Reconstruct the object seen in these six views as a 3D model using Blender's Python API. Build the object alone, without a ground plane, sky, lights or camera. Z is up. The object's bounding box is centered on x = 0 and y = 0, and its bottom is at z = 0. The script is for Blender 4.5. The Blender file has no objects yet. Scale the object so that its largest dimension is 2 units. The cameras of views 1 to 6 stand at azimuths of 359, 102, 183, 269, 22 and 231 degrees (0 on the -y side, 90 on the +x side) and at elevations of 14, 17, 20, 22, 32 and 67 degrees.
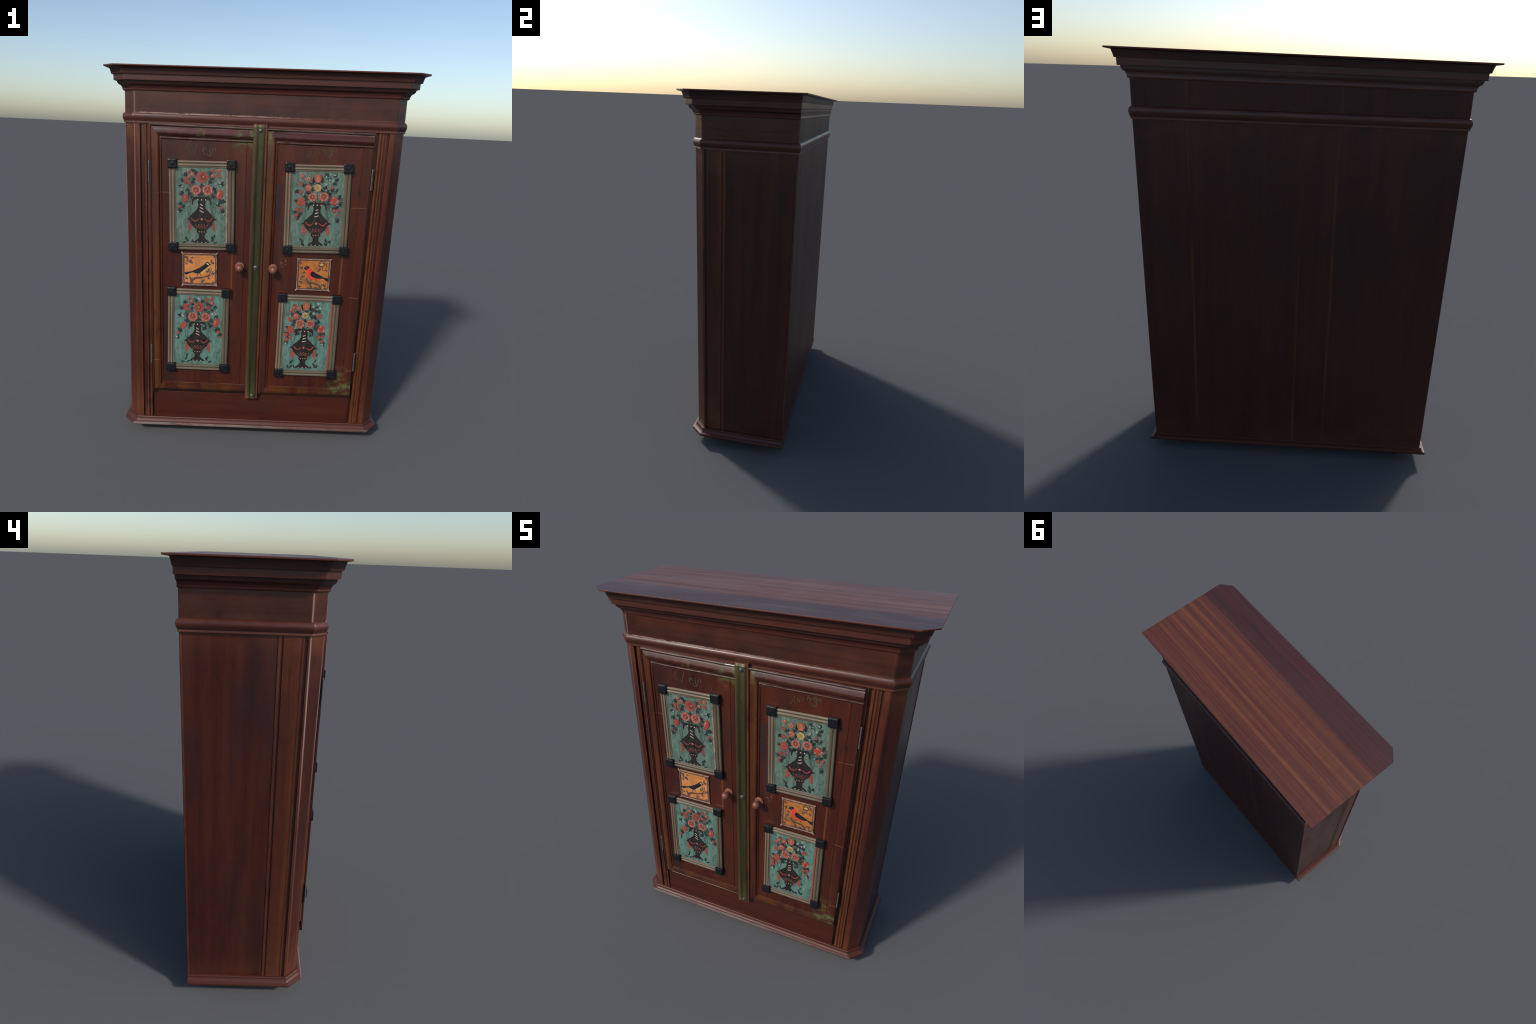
# A tall two-door farmhouse wardrobe with chamfered front corners, a stepped
# cornice, framed folk paintings on the doors and two small bird tiles.
import bpy, math, random
from math import sin, cos, pi, radians
from mathutils import Vector, noise as mnoise

RNG = random.Random(11)


# ------------------------------------------------------------------ scaffolding
def new_object(name, verts, faces, mats, face_mats=None, parent=None, loc=(0, 0, 0),
               tilt=0.0, angle=32, smooth=True):
    me = bpy.data.meshes.new(name)
    me.from_pydata([tuple(v) for v in verts], [], faces)
    if not isinstance(mats, (list, tuple)):
        mats = [mats]
    for m in mats:
        me.materials.append(m)
    if face_mats:
        me.polygons.foreach_set("material_index", face_mats)
    me.update()
    if smooth:
        me.shade_smooth()
        me.set_sharp_from_angle(angle=radians(angle))
    ob = bpy.data.objects.new(name, me)
    bpy.context.scene.collection.objects.link(ob)
    ob.location = loc
    ob.rotation_euler = (0, tilt, 0)
    ob.parent = parent
    return ob


class Builder:
    """collects pieces of one mesh"""

    def __init__(self):
        self.v, self.f, self.m = [], [], []

    def add(self, verts, faces, mat=0):
        b = len(self.v)
        self.v += [tuple(v) for v in verts]
        self.f += [tuple(i + b for i in f) for f in faces]
        self.m += [mat] * len(faces)

    def box(self, x0, x1, y0, y1, z0, z1, mat=0, bevel=0.0015):
        """box with chamfered edges on the side facing -y"""
        e = bevel
        ring = lambda i, y: [(x0 + i, y, z0 + i), (x1 - i, y, z0 + i), (x1 - i, y, z1 - i), (x0 + i, y, z1 - i)]
        self.rings([ring(0, y1), ring(0, y0 + e), ring(e, y0)], mat)

    def rings(self, rings, mat=0, cap=True):
        n = len(rings[0])
        verts = [p for r in rings for p in r]
        faces = []
        for k in range(len(rings) - 1):
            for i in range(n):
                j = (i + 1) % n
                faces.append((k * n + i, k * n + j, (k + 1) * n + j, (k + 1) * n + i))
        if cap:
            faces.append(tuple(range(n - 1, -1, -1)))
            faces.append(tuple((len(rings) - 1) * n + i for i in range(n)))
        self.add(verts, faces, mat)

    def make(self, name, mats, warp=None, **kw):
        v = [warp(p) for p in self.v] if warp else self.v
        return new_object(name, v, self.f, mats, self.m, **kw)


def lerp(a, b, t):
    return a + (b - a) * t


def table(z, rows):
    """piecewise-linear look-up"""
    if z <= rows[0][0]:
        return rows[0][1]
    for (z0, a), (z1, b) in zip(rows, rows[1:]):
        if z <= z1:
            return lerp(a, b, (z - z0) / (z1 - z0))
    return rows[-1][1]


def settle(p):
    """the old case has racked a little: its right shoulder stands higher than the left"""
    x, y, z = p
    lift = table(z, [(0.06, 0.0), (1.712, 0.0032), (1.764, 0.0056), (1.870, 0.0091), (1.98, 0.0119)])
    return (x, y, z + lift * x / 0.71)


def spline(pts, n=8, closed=False):
    """Catmull-Rom through 2D points"""
    out, m = [], len(pts)
    get = (lambda i: pts[i % m]) if closed else (lambda i: pts[min(max(i, 0), m - 1)])
    for i in range(m if closed else m - 1):
        p0, p1, p2, p3 = get(i - 1), get(i), get(i + 1), get(i + 2)
        for k in range(n):
            t = k / n
            out.append(tuple(0.5 * (2 * b + (c - a) * t + (2 * a - 5 * b + 4 * c - d) * t * t + (3 * b - a - 3 * c + d) * t ** 3)
                             for a, b, c, d in zip(p0, p1, p2, p3)))
    if not closed:
        out.append(tuple(pts[-1]))
    return out


# ------------------------------------------------------------------ materials
class Nodes:
    def __init__(self, name):
        self.mat = bpy.data.materials.new(name)
        self.mat.use_nodes = True
        self.t = self.mat.node_tree
        self.bsdf = self.t.nodes["Principled BSDF"]
        self.tc = self.t.nodes.new("ShaderNodeTexCoord")
        self.obj = self.tc.outputs["Object"]

    def link(self, a, b):
        if hasattr(a, "is_linked"):
            self.t.links.new(a, b)
        else:
            b.default_value = a

    def node(self, kind, **props):
        n = self.t.nodes.new("ShaderNode" + kind)
        for k, v in props.items():
            setattr(n, k, v)
        return n

    def mapped(self, scale, loc=(0, 0, 0)):
        n = self.node("Mapping")
        n.inputs["Scale"].default_value = scale
        n.inputs["Location"].default_value = loc
        self.link(self.obj, n.inputs["Vector"])
        return n.outputs[0]

    def noise(self, scale, loc=(0, 0, 0), detail=4, rough=0.6, distort=0.0):
        n = self.node("TexNoise")
        n.inputs["Scale"].default_value = 1.0
        n.inputs["Detail"].default_value = detail
        n.inputs["Roughness"].default_value = rough
        n.inputs["Distortion"].default_value = distort
        self.link(self.mapped(scale, loc), n.inputs["Vector"])
        return n.outputs["Fac"]

    def ramp(self, fac, stops, smooth=False):
        n = self.node("ValToRGB")
        if smooth:
            n.color_ramp.interpolation = "EASE"
        els = n.color_ramp.elements
        while len(els) < len(stops):
            els.new(0.5)
        for e, (pos, c) in zip(els, stops):
            e.position = pos
            e.color = (c, c, c, 1) if isinstance(c, (int, float)) else (*c, 1)
        self.link(fac, n.inputs["Fac"])
        return n.outputs["Color"]

    def mix(self, fac, a, b, blend="MIX"):
        n = self.node("Mix", data_type="RGBA", blend_type=blend)
        self.link(fac, n.inputs["Factor"])
        for v, s in ((a, n.inputs[6]), (b, n.inputs[7])):
            self.link((*v, 1) if isinstance(v, tuple) else v, s)
        return n.outputs[2]

    def math(self, op, a, b=0.0, c=0.0, clamp=False):
        n = self.node("Math", operation=op, use_clamp=clamp)
        for v, s in zip((a, b, c), n.inputs):
            self.link(v, s)
        return n.outputs[0]

    def axes(self):
        n = self.node("SeparateXYZ")
        self.link(self.obj, n.inputs[0])
        return n.outputs

    def band(self, coord, centre, half, soft):
        """1 inside |coord-centre|<half, fading over soft"""
        d = self.math("ABSOLUTE", self.math("SUBTRACT", coord, centre))
        return self.math("DIVIDE", self.math("SUBTRACT", half + soft, d), soft, clamp=True)

    def wear(self, lo=0.505, hi=0.56):
        g = self.node("NewGeometry")
        return self.ramp(g.outputs["Pointiness"], [(lo, 0.0), (hi, 1.0)])

    def dirt(self, lo=0.40, hi=0.495):
        g = self.node("NewGeometry")
        return self.ramp(g.outputs["Pointiness"], [(lo, 1.0), (hi, 0.0)])

    def finish(self, colour, rough=0.45, bump=None, strength=0.1, dist=0.002, metallic=0.0, spec=0.5):
        b = self.bsdf
        self.link((*colour, 1) if isinstance(colour, tuple) else colour, b.inputs["Base Color"])
        self.link(rough, b.inputs["Roughness"])
        b.inputs["Metallic"].default_value = metallic
        b.inputs["Specular IOR Level"].default_value = spec
        if bump is not None:
            n = self.node("Bump")
            n.inputs["Strength"].default_value = strength
            n.inputs["Distance"].default_value = dist
            self.link(bump, n.inputs["Height"])
            self.link(n.outputs[0], b.inputs["Normal"])
        return self.mat


DARK, MID, LIGHT, GOLD = (0.022, 0.0072, 0.0056), (0.055, 0.0107, 0.0062), (0.077, 0.0166, 0.0082), (0.098, 0.0300, 0.0070)
ASH = (0.0125, 0.0088, 0.0092)


def wood(name, grain="z", seed=0.0, tone=1.0, gold=0.35, ash=0.3, rough=(0.24, 0.38), extra=None, wear_amt=0.6,
         streak=26, wear_col=(0.150, 0.046, 0.022), grain_bump=False, spec=0.45, gold_lo=0.52, grime_shade=0.55):
    n = Nodes(name)
    k = {"z": (streak, streak, 0.9), "x": (0.9, streak, streak), "h": (0.9, 0.9, streak)}[grain]
    wide = tuple(s * 0.28 if s > 2 else s * 0.55 for s in k)
    fine = tuple(s * 5.0 if s > 2 else 6.0 for s in k)
    sh = lambda c: tuple(v * tone for v in c)
    streaks = n.noise(k, (seed, seed * 1.7, seed * 0.6), 5, 0.62, 0.25)
    col = n.ramp(streaks, [(0.22, sh(DARK)), (0.45, sh(MID)), (0.68, sh(LIGHT)), (0.88, sh(MID))])
    broad = n.noise(wide, (seed * 2.1, 3.3 + seed, seed), 3, 0.55, 0.3)
    col = n.mix(n.math("MULTIPLY", n.ramp(broad, [(gold_lo, 0.0), (gold_lo + 0.18, 1.0)]), gold), col, sh(GOLD))
    blotch = n.noise({"z": (6, 6, 2.2), "x": (2.2, 6, 6), "h": (2.6, 2.6, 8)}[grain], (seed * 1.3, 7.0, seed), 6, 0.68, 0.6)
    col = n.mix(n.math("MULTIPLY", n.ramp(blotch, [(0.46, 0.0), (0.68, 1.0)]), ash), col, sh(ASH))
    knots = n.noise({"z": (17, 17, 7), "x": (7, 17, 17), "h": (7, 7, 17)}[grain], (seed * 3.1, 2.0, seed), 4, 0.6, 0.8)
    col = n.mix(n.ramp(knots, [(0.64, 0.0), (0.76, 0.75)]), col, sh((0.010, 0.0075, 0.0075)))
    grain_f = n.noise(fine, (seed, 0, 0), 3, 0.5)
    col = n.mix(n.ramp(grain_f, [(0.28, 0.30), (0.50, 0.0)]), col, sh(DARK))
    speck = n.noise((60, 60, 60), (seed, 1, 2), 4, 0.7)
    col = n.mix(n.ramp(speck, [(0.60, 0.0), (0.78, 0.35)]), col, sh((0.11, 0.034, 0.018)))
    if extra:
        col = extra(n, col)
    if wear_amt:
        edge = n.math("MULTIPLY", n.wear(), n.ramp(n.noise((9, 9, 9), (seed, 4, 4), 4, 0.6), [(0.32, 0.15), (0.62, 1.0)]))
        col = n.mix(n.math("MULTIPLY", edge, wear_amt), col, wear_col)
        col = n.mix(n.math("MULTIPLY", n.dirt(), grime_shade), col, (0.012, 0.007, 0.006))
    r = n.ramp(n.math("ADD", n.math("MULTIPLY", blotch, 0.6), n.math("MULTIPLY", streaks, 0.4)),
               [(0.35, rough[0]), (0.65, rough[1])])
    h = n.math("ADD", n.math("MULTIPLY", grain_f, 0.5), n.math("MULTIPLY", n.noise((14, 14, 14), (seed, 9, 1), 3), 0.6))
    if grain_bump:
        h = n.math("ADD", h, n.math("MULTIPLY", n.noise((55, 55, 90), (2, 2, 2), 5, 0.7, 1.0), 0.9))
    return n.finish(col, r, h, 0.65 if grain_bump else 0.13, 0.002, spec=spec)


def plain(name, col, col2=None, scale=40, rough=0.5, metallic=0.0, spec=0.22, bump=0.0):
    n = Nodes(name)
    c = col
    if col2:
        c = n.mix(n.ramp(n.noise((scale,) * 3, (RNG.random() * 9, 0, 0), 4, 0.65), [(0.38, 0.0), (0.64, 1.0)]), col, col2)
    h = n.noise((scale * 2.5,) * 3, (1, 2, 3), 3) if bump else None
    return n.finish(c, rough, h, bump, 0.002, metallic, spec)


PALE = (0.30, 0.215, 0.185)  # colour of the painted-in edge highlights


def pale_corners(n, col):
    """pale glint painted along the front left corner edges"""
    x, y, z = n.axes()
    where = n.math("MULTIPLY", n.band(x, -0.705, 0.012, 0.01), n.band(y, -0.1957, 0.0016, 0.0022))
    front = n.math("MULTIPLY", n.band(x, -0.6470, 0.0012, 0.0020), n.band(y, -0.25, 0.016, 0.01))
    where = n.math("MAXIMUM", where, n.math("MULTIPLY", front, 0.55))
    high = n.ramp(n.math("MULTIPLY", z, 0.5), [(0.45, 0.15), (0.72, 1.0)])
    m = n.math("MULTIPLY", where, high)
    return n.mix(n.math("MULTIPLY", m, 0.9), col, PALE)


def frieze_marks(n, col):
    """dark frieze board: painted corner glints, a broken highlight painted along its foot, old nail holes"""
    x, y, z = n.axes()
    col = pale_corners(n, col)
    zz = n.math("SUBTRACT", z, n.math("MULTIPLY", x, 0.0082))
    flecks = n.ramp(n.noise((16, 16, 60), (2, 2, 2), 4, 0.7), [(0.42, 0.0), (0.52, 1.0)])
    side = n.ramp(n.math("ADD", n.math("MULTIPLY", x, 0.6), 0.5), [(0.42, 1.0), (0.62, 0.12)])
    m = n.math("MULTIPLY", n.math("MULTIPLY", n.band(zz, 1.7658, 0.0016, 0.0014), n.band(y, -0.254, 0.003, 0.002)), n.math("MULTIPLY", flecks, side))
    col = n.mix(n.math("MULTIPLY", m, 0.9), col, PALE)
    holes = n.math("MAXIMUM", n.math("MULTIPLY", n.band(x, -0.285, 0.004, 0.003), n.band(zz, 1.786, 0.003, 0.003)), n.math("MULTIPLY", n.band(y, 0.145, 0.006, 0.004), n.band(zz, 1.776, 0.003, 0.003)))
    return n.mix(n.math("MULTIPLY", holes, 0.8), col, (0.010, 0.007, 0.007))


def base_highlight(n, col):
    """a greyish highlight is painted along the front of the lowest step of the foot moulding"""
    x, y, z = n.axes()
    breaks = n.ramp(n.noise((7, 7, 60), (5, 1, 2), 5, 0.7), [(0.36, 0.25), (0.56, 1.0)])
    side = n.ramp(n.math("ADD", n.math("MULTIPLY", x, 0.6), 0.5), [(0.40, 1.0), (0.80, 0.45)])
    m = n.math("MULTIPLY", n.math("MULTIPLY", n.band(z, 0.0635, 0.0050, 0.0015), n.band(y, -0.272, 0.0045, 0.002)), n.math("MULTIPLY", breaks, side))
    return n.mix(n.math("MULTIPLY", m, 0.75), col, (0.215, 0.175, 0.160))


def pale_ledge(n, col):
    """broken highlight painted along the upper edge of the waist moulding"""
    x, y, z = n.axes()
    zz = n.math("SUBTRACT", z, n.math("MULTIPLY", x, 0.0085))
    flecks = n.ramp(n.noise((9, 9, 60), (2, 2, 2), 4, 0.7), [(0.40, 0.15), (0.55, 1.0)])
    side = n.ramp(n.math("ADD", n.math("MULTIPLY", x, 0.7), 0.5), [(0.45, 1.0), (0.80, 0.25)])
    m = n.math("MULTIPLY", n.math("MULTIPLY", n.band(zz, 1.7640, 0.0022, 0.0012), n.band(y, -0.256, 0.006, 0.003)), n.math("MULTIPLY", flecks, side))
    col = n.mix(n.math("MULTIPLY", m, 0.9), col, PALE)
    # shade in the hollows of cornice and waist, painted into the colour
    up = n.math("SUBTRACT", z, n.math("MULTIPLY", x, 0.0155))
    hollow_shade = n.math("MAXIMUM", n.band(up, 1.9620, 0.0130, 0.004), n.math("MAXIMUM", n.band(up, 1.9060, 0.0100, 0.006), n.math("MULTIPLY", n.band(zz, 1.7290, 0.0060, 0.006), 0.6)))
    hollow_shade = n.math("MULTIPLY", hollow_shade, n.ramp(n.noise((5, 5, 40), (7, 2, 4), 4, 0.6), [(0.30, 0.95), (0.70, 0.45)]))
    return n.mix(n.math("MULTIPLY", hollow_shade, 0.8), col, (0.0150, 0.0068, 0.0056))


def paint(name, col, col2, scale=45, ground=(0.070, 0.105, 0.085), worn=0.6):
    """old distemper: two-tone, rubbed through to the ground in spots and dirtied in others"""
    n = Nodes(name)
    off = RNG.random() * 9
    c = n.mix(n.ramp(n.noise((scale * 1.6, scale * 1.6, scale), (off, 0, 0), 5, 0.7, 0.4), [(0.36, 0.0), (0.62, 1.0)]), col, col2)
    c = n.mix(n.math("MULTIPLY", n.ramp(n.noise((120, 120, 80), (off, 3, 1), 5, 0.75), [(0.55, 0.0), (0.70, 1.0)]), worn), c, ground)
    c = n.mix(n.ramp(n.noise((70, 70, 50), (off, 8, 2), 4, 0.7), [(0.56, 0.0), (0.74, 0.6)]), c, (0.020, 0.016, 0.015))
    return n.finish(c, 0.5, spec=0.22)


def back_seams(n, col):
    """glue lines between the back boards show as thin rusty lines"""
    x, y, z = n.axes()
    drift = n.math("MULTIPLY", n.math("SUBTRACT", n.noise((2, 2, 1.4), (4, 4, 4), 2), 0.5), 0.022)
    xs = n.math("ADD", x, drift)
    col = n.mix(0.35, col, (0.016, 0.0085, 0.0065))
    low = n.ramp(n.math("MULTIPLY", z, 0.5), [(0.10, 0.55), (0.55, 0.0)])  # painted-in sheen falloff: redder low down, where less sky reflects
    col = n.mix(low, col, (0.050, 0.0135, 0.0075))
    for c, w in ((0.470, 0.0020), (-0.025, 0.0012), (-0.180, 0.0024)):
        line = n.band(xs, c, w, 0.006)
        line = n.math("MULTIPLY", line, n.ramp(n.noise((6, 6, 2.2), (c * 7, 1, 1), 3), [(0.38, 0.0), (0.66, 0.62)]))
        col = n.mix(line, col, (0.13, 0.050, 0.015))
    return col


def top_planks(n, col):
    """lid: a dark front board, the rest reddish with long orange stripes"""
    x, y, z = n.axes()
    wob = n.math("MULTIPLY", n.math("SUBTRACT", n.noise((1.5, 6, 6), (2, 1, 0), 3), 0.5), 0.018)
    yy = n.math("ADD", y, wob)
    back = n.ramp(n.math("ADD", yy, 0.5), [(0.345, 0.0), (0.385, 1.0)])
    red = n.ramp(n.noise((0.8, 75, 75), (3, 5, 1), 5, 0.62, 0.3), [(0.3, (0.066, 0.0185, 0.0125)), (0.5, (0.100, 0.0270, 0.0160)), (0.72, (0.140, 0.0420, 0.0205))])
    stripe = n.ramp(n.noise((0.35, 30, 30), (1.2, 2.6, 0), 3, 0.5), [(0.53, 0.0), (0.66, 0.70)])
    centre = n.math("MAXIMUM", n.math("MAXIMUM", n.band(yy, 0.030, 0.006, 0.014), n.band(yy, -0.030, 0.004, 0.012)), n.math("MAXIMUM", n.band(yy, 0.115, 0.003, 0.010), n.band(yy, 0.205, 0.005, 0.012)))
    stripe = n.math("MAXIMUM", n.math("MULTIPLY", stripe, 0.6), n.math("MULTIPLY", centre, n.ramp(n.noise((1.2, 40, 40), (0, 3, 3), 3), [(0.3, 0.25), (0.65, 0.9)])))
    red = n.mix(stripe, red, (0.175, 0.056, 0.0225))
    cross = n.ramp(n.noise((42, 7, 7), (1, 1, 1), 3, 0.6), [(0.42, 0.0), (0.7, 0.30)])
    red = n.mix(cross, red, (0.072, 0.024, 0.018))
    front = n.ramp(n.noise((1.0, 40, 40), (8, 2, 2), 5, 0.68, 0.5), [(0.3, (0.029, 0.0125, 0.0118)), (0.5, (0.053, 0.0170, 0.0150)), (0.75, (0.084, 0.0225, 0.0175))])
    col = n.mix(back, front, red)
    seam = n.band(yy, -0.142, 0.0015, 0.003)
    return n.mix(n.math("MULTIPLY", seam, 0.6), col, (0.020, 0.011, 0.010))


def door_marks(n, col):
    """stains, wear and painted shade on the doors"""
    x, y, z = n.axes()
    ragged = n.math("MULTIPLY", n.math("SUBTRACT", n.noise((28, 28, 14), (5, 5, 5), 5, 0.7), 0.5), 0.07)
    xr, zr = n.math("ADD", x, ragged), n.math("ADD", z, ragged)
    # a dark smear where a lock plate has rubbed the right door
    smear = n.math("MULTIPLY", n.band(xr, 0.089, 0.010, 0.008), n.band(zr, 1.345, 0.085, 0.02))
    tail = n.math("MULTIPLY", n.band(xr, 0.106, 0.008, 0.010), n.band(zr, 1.16, 0.095, 0.03))
    col = n.mix(n.math("MULTIPLY", smear, 0.85), col, (0.019, 0.016, 0.019))
    col = n.mix(n.math("MULTIPLY", tail, 0.6), col, (0.026, 0.018, 0.020))
    # scuffed red edge beside it
    col = n.mix(n.math("MULTIPLY", n.math("MULTIPLY", n.band(xr, 0.061, 0.001, 0.004), n.band(zr, 1.24, 0.03, 0.05)), 0.5), col, (0.15, 0.026, 0.015))
    # green paint showing through: low on the right door, and beside the centre strip
    g = n.ramp(n.noise((26, 26, 34), (2, 8, 3), 5, 0.7), [(0.44, 0.0), (0.60, 1.0)])
    low = n.math("MULTIPLY", n.band(xr, 0.495, 0.050, 0.05), n.band(zr, 0.322, 0.014, 0.035))
    mid = n.math("MULTIPLY", n.band(xr, 0.475, 0.015, 0.03), n.band(zr, 0.405, 0.025, 0.03))
    top = n.math("MULTIPLY", n.band(xr, -0.085, 0.030, 0.05), n.band(zr, 1.665, 0.030, 0.06))
    spot = n.math("MULTIPLY", n.band(xr, -0.315, 0.006, 0.02), n.band(zr, 1.672, 0.010, 0.03))
    near = n.math("MULTIPLY", n.band(xr, 0.020, 0.012, 0.02), n.band(zr, 1.68, 0.020, 0.05))
    m = n.math("MAXIMUM", n.math("MAXIMUM", low, n.math("MULTIPLY", mid, 0.6)), n.math("MAXIMUM", n.math("MULTIPLY", top, 0.7), n.math("MAXIMUM", spot, near)))
    col = n.mix(n.math("MULTIPLY", n.math("MULTIPLY", m, g), 0.8), col, (0.095, 0.125, 0.040))
    # shade under the overhanging bottom moulding, painted into the colour
    grime_shade = n.math("MULTIPLY", n.band(zr, 0.262, 0.010, 0.014), n.ramp(n.math("ADD", x, 0.5), [(0.40, 0.9), (0.50, 0.5)]))
    col = n.mix(grime_shade, col, (0.0085, 0.0060, 0.0055))
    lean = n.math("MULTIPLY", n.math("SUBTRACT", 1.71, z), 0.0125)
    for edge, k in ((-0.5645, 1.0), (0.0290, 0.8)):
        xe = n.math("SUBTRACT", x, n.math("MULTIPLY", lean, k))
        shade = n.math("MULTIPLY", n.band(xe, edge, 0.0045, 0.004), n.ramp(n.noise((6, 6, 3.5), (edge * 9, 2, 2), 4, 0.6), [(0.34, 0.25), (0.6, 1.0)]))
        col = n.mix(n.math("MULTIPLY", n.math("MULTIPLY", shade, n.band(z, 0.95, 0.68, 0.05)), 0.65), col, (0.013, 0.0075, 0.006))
    # thin rusty seams between the panel boards
    for c, zc, hz in ((-0.1415, 0.93, 0.16), (0.4345, 0.90, 0.18), (-0.137, 1.30, 0.05)):
        s = n.math("MULTIPLY", n.band(x, c, 0.002, 0.004), n.band(z, zc, hz, 0.05))
        col = n.mix(n.math("MULTIPLY", s, 0.55), col, (0.17, 0.056, 0.020))
    # fine scratches
    zs = n.math("ADD", z, n.math("MULTIPLY", n.math("SUBTRACT", n.noise((12, 12, 12), (1, 1, 7), 2), 0.5), 0.02))
    for c, z0, hx in ((-0.50, 1.375, 0.030), (0.50, 1.337, 0.035), (0.515, 0.855, 0.025), (-0.535, 0.455, 0.020), (0.53, 0.43, 0.02)):
        s = n.math("MULTIPLY", n.band(zs, z0, 0.0007, 0.0013), n.band(x, c, hx, 0.01))
        col = n.mix(n.math("MULTIPLY", s, 0.6), col, (0.24, 0.095, 0.055))
    # pale chips near the knob
    ch = n.ramp(n.noise((95, 95, 95), (3, 3, 1), 2), [(0.58, 0.0), (0.66, 1.0)])
    chip = n.math("MULTIPLY", n.math("MULTIPLY", n.band(x, 0.128, 0.012, 0.008), n.band(z, 1.03, 0.016, 0.01)), ch)
    return n.mix(chip, col, (0.28, 0.17, 0.14))


def head_moulding_marks(n, col):
    """as the doors, with highlights and pale chips painted along the upper arris and the lower bead"""
    x, y, z = n.axes()
    flecks = n.ramp(n.noise((14, 14, 120), (3, 6, 2), 4, 0.7), [(0.36, 0.15), (0.52, 1.0)])
    bead = n.math("MAXIMUM", n.band(z, 1.6450, 0.0016, 0.0014), n.math("MAXIMUM", n.math("MULTIPLY", n.band(z, 1.6395, 0.0008, 0.0010), 0.8), n.band(z, 1.7080, 0.0014, 0.0014)))
    side = n.ramp(n.math("ADD", n.math("MULTIPLY", x, 0.6), 0.5), [(0.45, 1.0), (0.80, 0.55)])
    col = n.mix(n.math("MULTIPLY", n.math("MULTIPLY", n.math("MULTIPLY", bead, flecks), side), 0.8), col, PALE)
    return door_marks(n, col)


def strip_paint():
    n = Nodes("worn_green_paint")
    x, y, z = n.axes()
    s = n.noise((60, 60, 1.3), (1, 1, 1), 4, 0.6)
    col = n.ramp(s, [(0.30, (0.0105, 0.0105, 0.0042)), (0.55, (0.0245, 0.0220, 0.0078)), (0.8, (0.043, 0.0380, 0.0145))])
    blot = n.noise((22, 22, 5), (6, 1, 1), 5, 0.7)
    col = n.mix(n.ramp(blot, [(0.55, 0.0), (0.75, 0.6)]), col, (0.060, 0.058, 0.028))
    col = n.mix(n.ramp(n.noise((34, 34, 22), (2, 1, 5), 4, 0.7), [(0.66, 0.0), (0.74, 0.7)]), col, (0.115, 0.042, 0.022))
    col = n.mix(n.math("MULTIPLY", n.band(z, 1.73, 0.004, 0.012), 0.8), col, (0.16, 0.062, 0.036))
    bare = n.math("MULTIPLY", n.band(n.math("ADD", x, n.math("MULTIPLY", n.math("SUBTRACT", blot, 0.5), 0.03)), -0.035, 0.010, 0.006), n.band(z, 0.245, 0.016, 0.010))
    col = n.mix(bare, col, (0.14, 0.034, 0.017))
    col = n.mix(n.math("MULTIPLY", n.wear(0.51, 0.58), 0.6), col, (0.085, 0.075, 0.032))
    return n.finish(col, 0.40, n.noise((80, 80, 12), (0, 0, 0), 3), 0.15, 0.002, spec=0.28)


def gilt(name, grain):
    n = Nodes(name)
    k = {"z": (150, 40, 2.5), "x": (2.5, 40, 150)}[grain]
    col = n.ramp(n.noise(k, (3, 1, 2), 4, 0.6), [(0.28, (0.052, 0.0405, 0.0275)), (0.5, (0.102, 0.080, 0.054)), (0.75, (0.155, 0.122, 0.083))])
    col = n.mix(n.ramp(n.noise((30, 30, 30), (1, 7, 1), 5, 0.7), [(0.48, 0.0), (0.75, 0.6)]), col, (0.085, 0.067, 0.046))
    col = n.mix(n.math("MULTIPLY", n.dirt(0.38, 0.497), 0.85), col, (0.045, 0.036, 0.026))
    col = n.mix(n.math("MULTIPLY", n.wear(0.51, 0.56), 0.5), col, (0.22, 0.172, 0.118))
    return n.finish(col, 0.45, spec=0.25)


def canvas(name, dark, mid, light, blue):
    n = Nodes(name)
    col = n.ramp(n.noise((46, 46, 16), (2, 2, 2), 6, 0.72, 0.6), [(0.30, dark), (0.5, mid), (0.70, light)])
    col = n.mix(n.ramp(n.noise((7, 7, 6), (5, 3, 8), 3), [(0.42, 0.0), (0.7, 0.55)]), col, blue)
    col = n.mix(n.ramp(n.noise((90, 90, 40), (1, 0, 8), 4, 0.7), [(0.52, 0.0), (0.72, 0.65)]), col, dark)
    col = n.mix(n.ramp(n.noise((60, 60, 5), (4, 4, 1), 4, 0.65), [(0.50, 0.0), (0.72, 0.55)]), col, light)
    col = n.mix(n.ramp(n.noise((13, 13, 9), (9, 1, 4), 5, 0.7, 0.5), [(0.54, 0.0), (0.72, 0.7)]), col, tuple(v * 0.62 for v in dark))
    return n.finish(col, 0.5, spec=0.25)


def knob_paint():
    n = Nodes("worn_red_knob_paint")
    m = n.ramp(n.noise((55, 55, 55), (3, 0.4, 1), 3, 0.6), [(0.42, 0.0), (0.56, 1.0)])
    col = n.mix(m, (0.205, 0.036, 0.024), (0.105, 0.052, 0.036))
    col = n.mix(n.ramp(n.noise((130,) * 3, (8, 2, 1), 3), [(0.55, 0.0), (0.75, 0.5)]), col, (0.27, 0.11, 0.080))
    return n.finish(col, 0.42)


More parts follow.
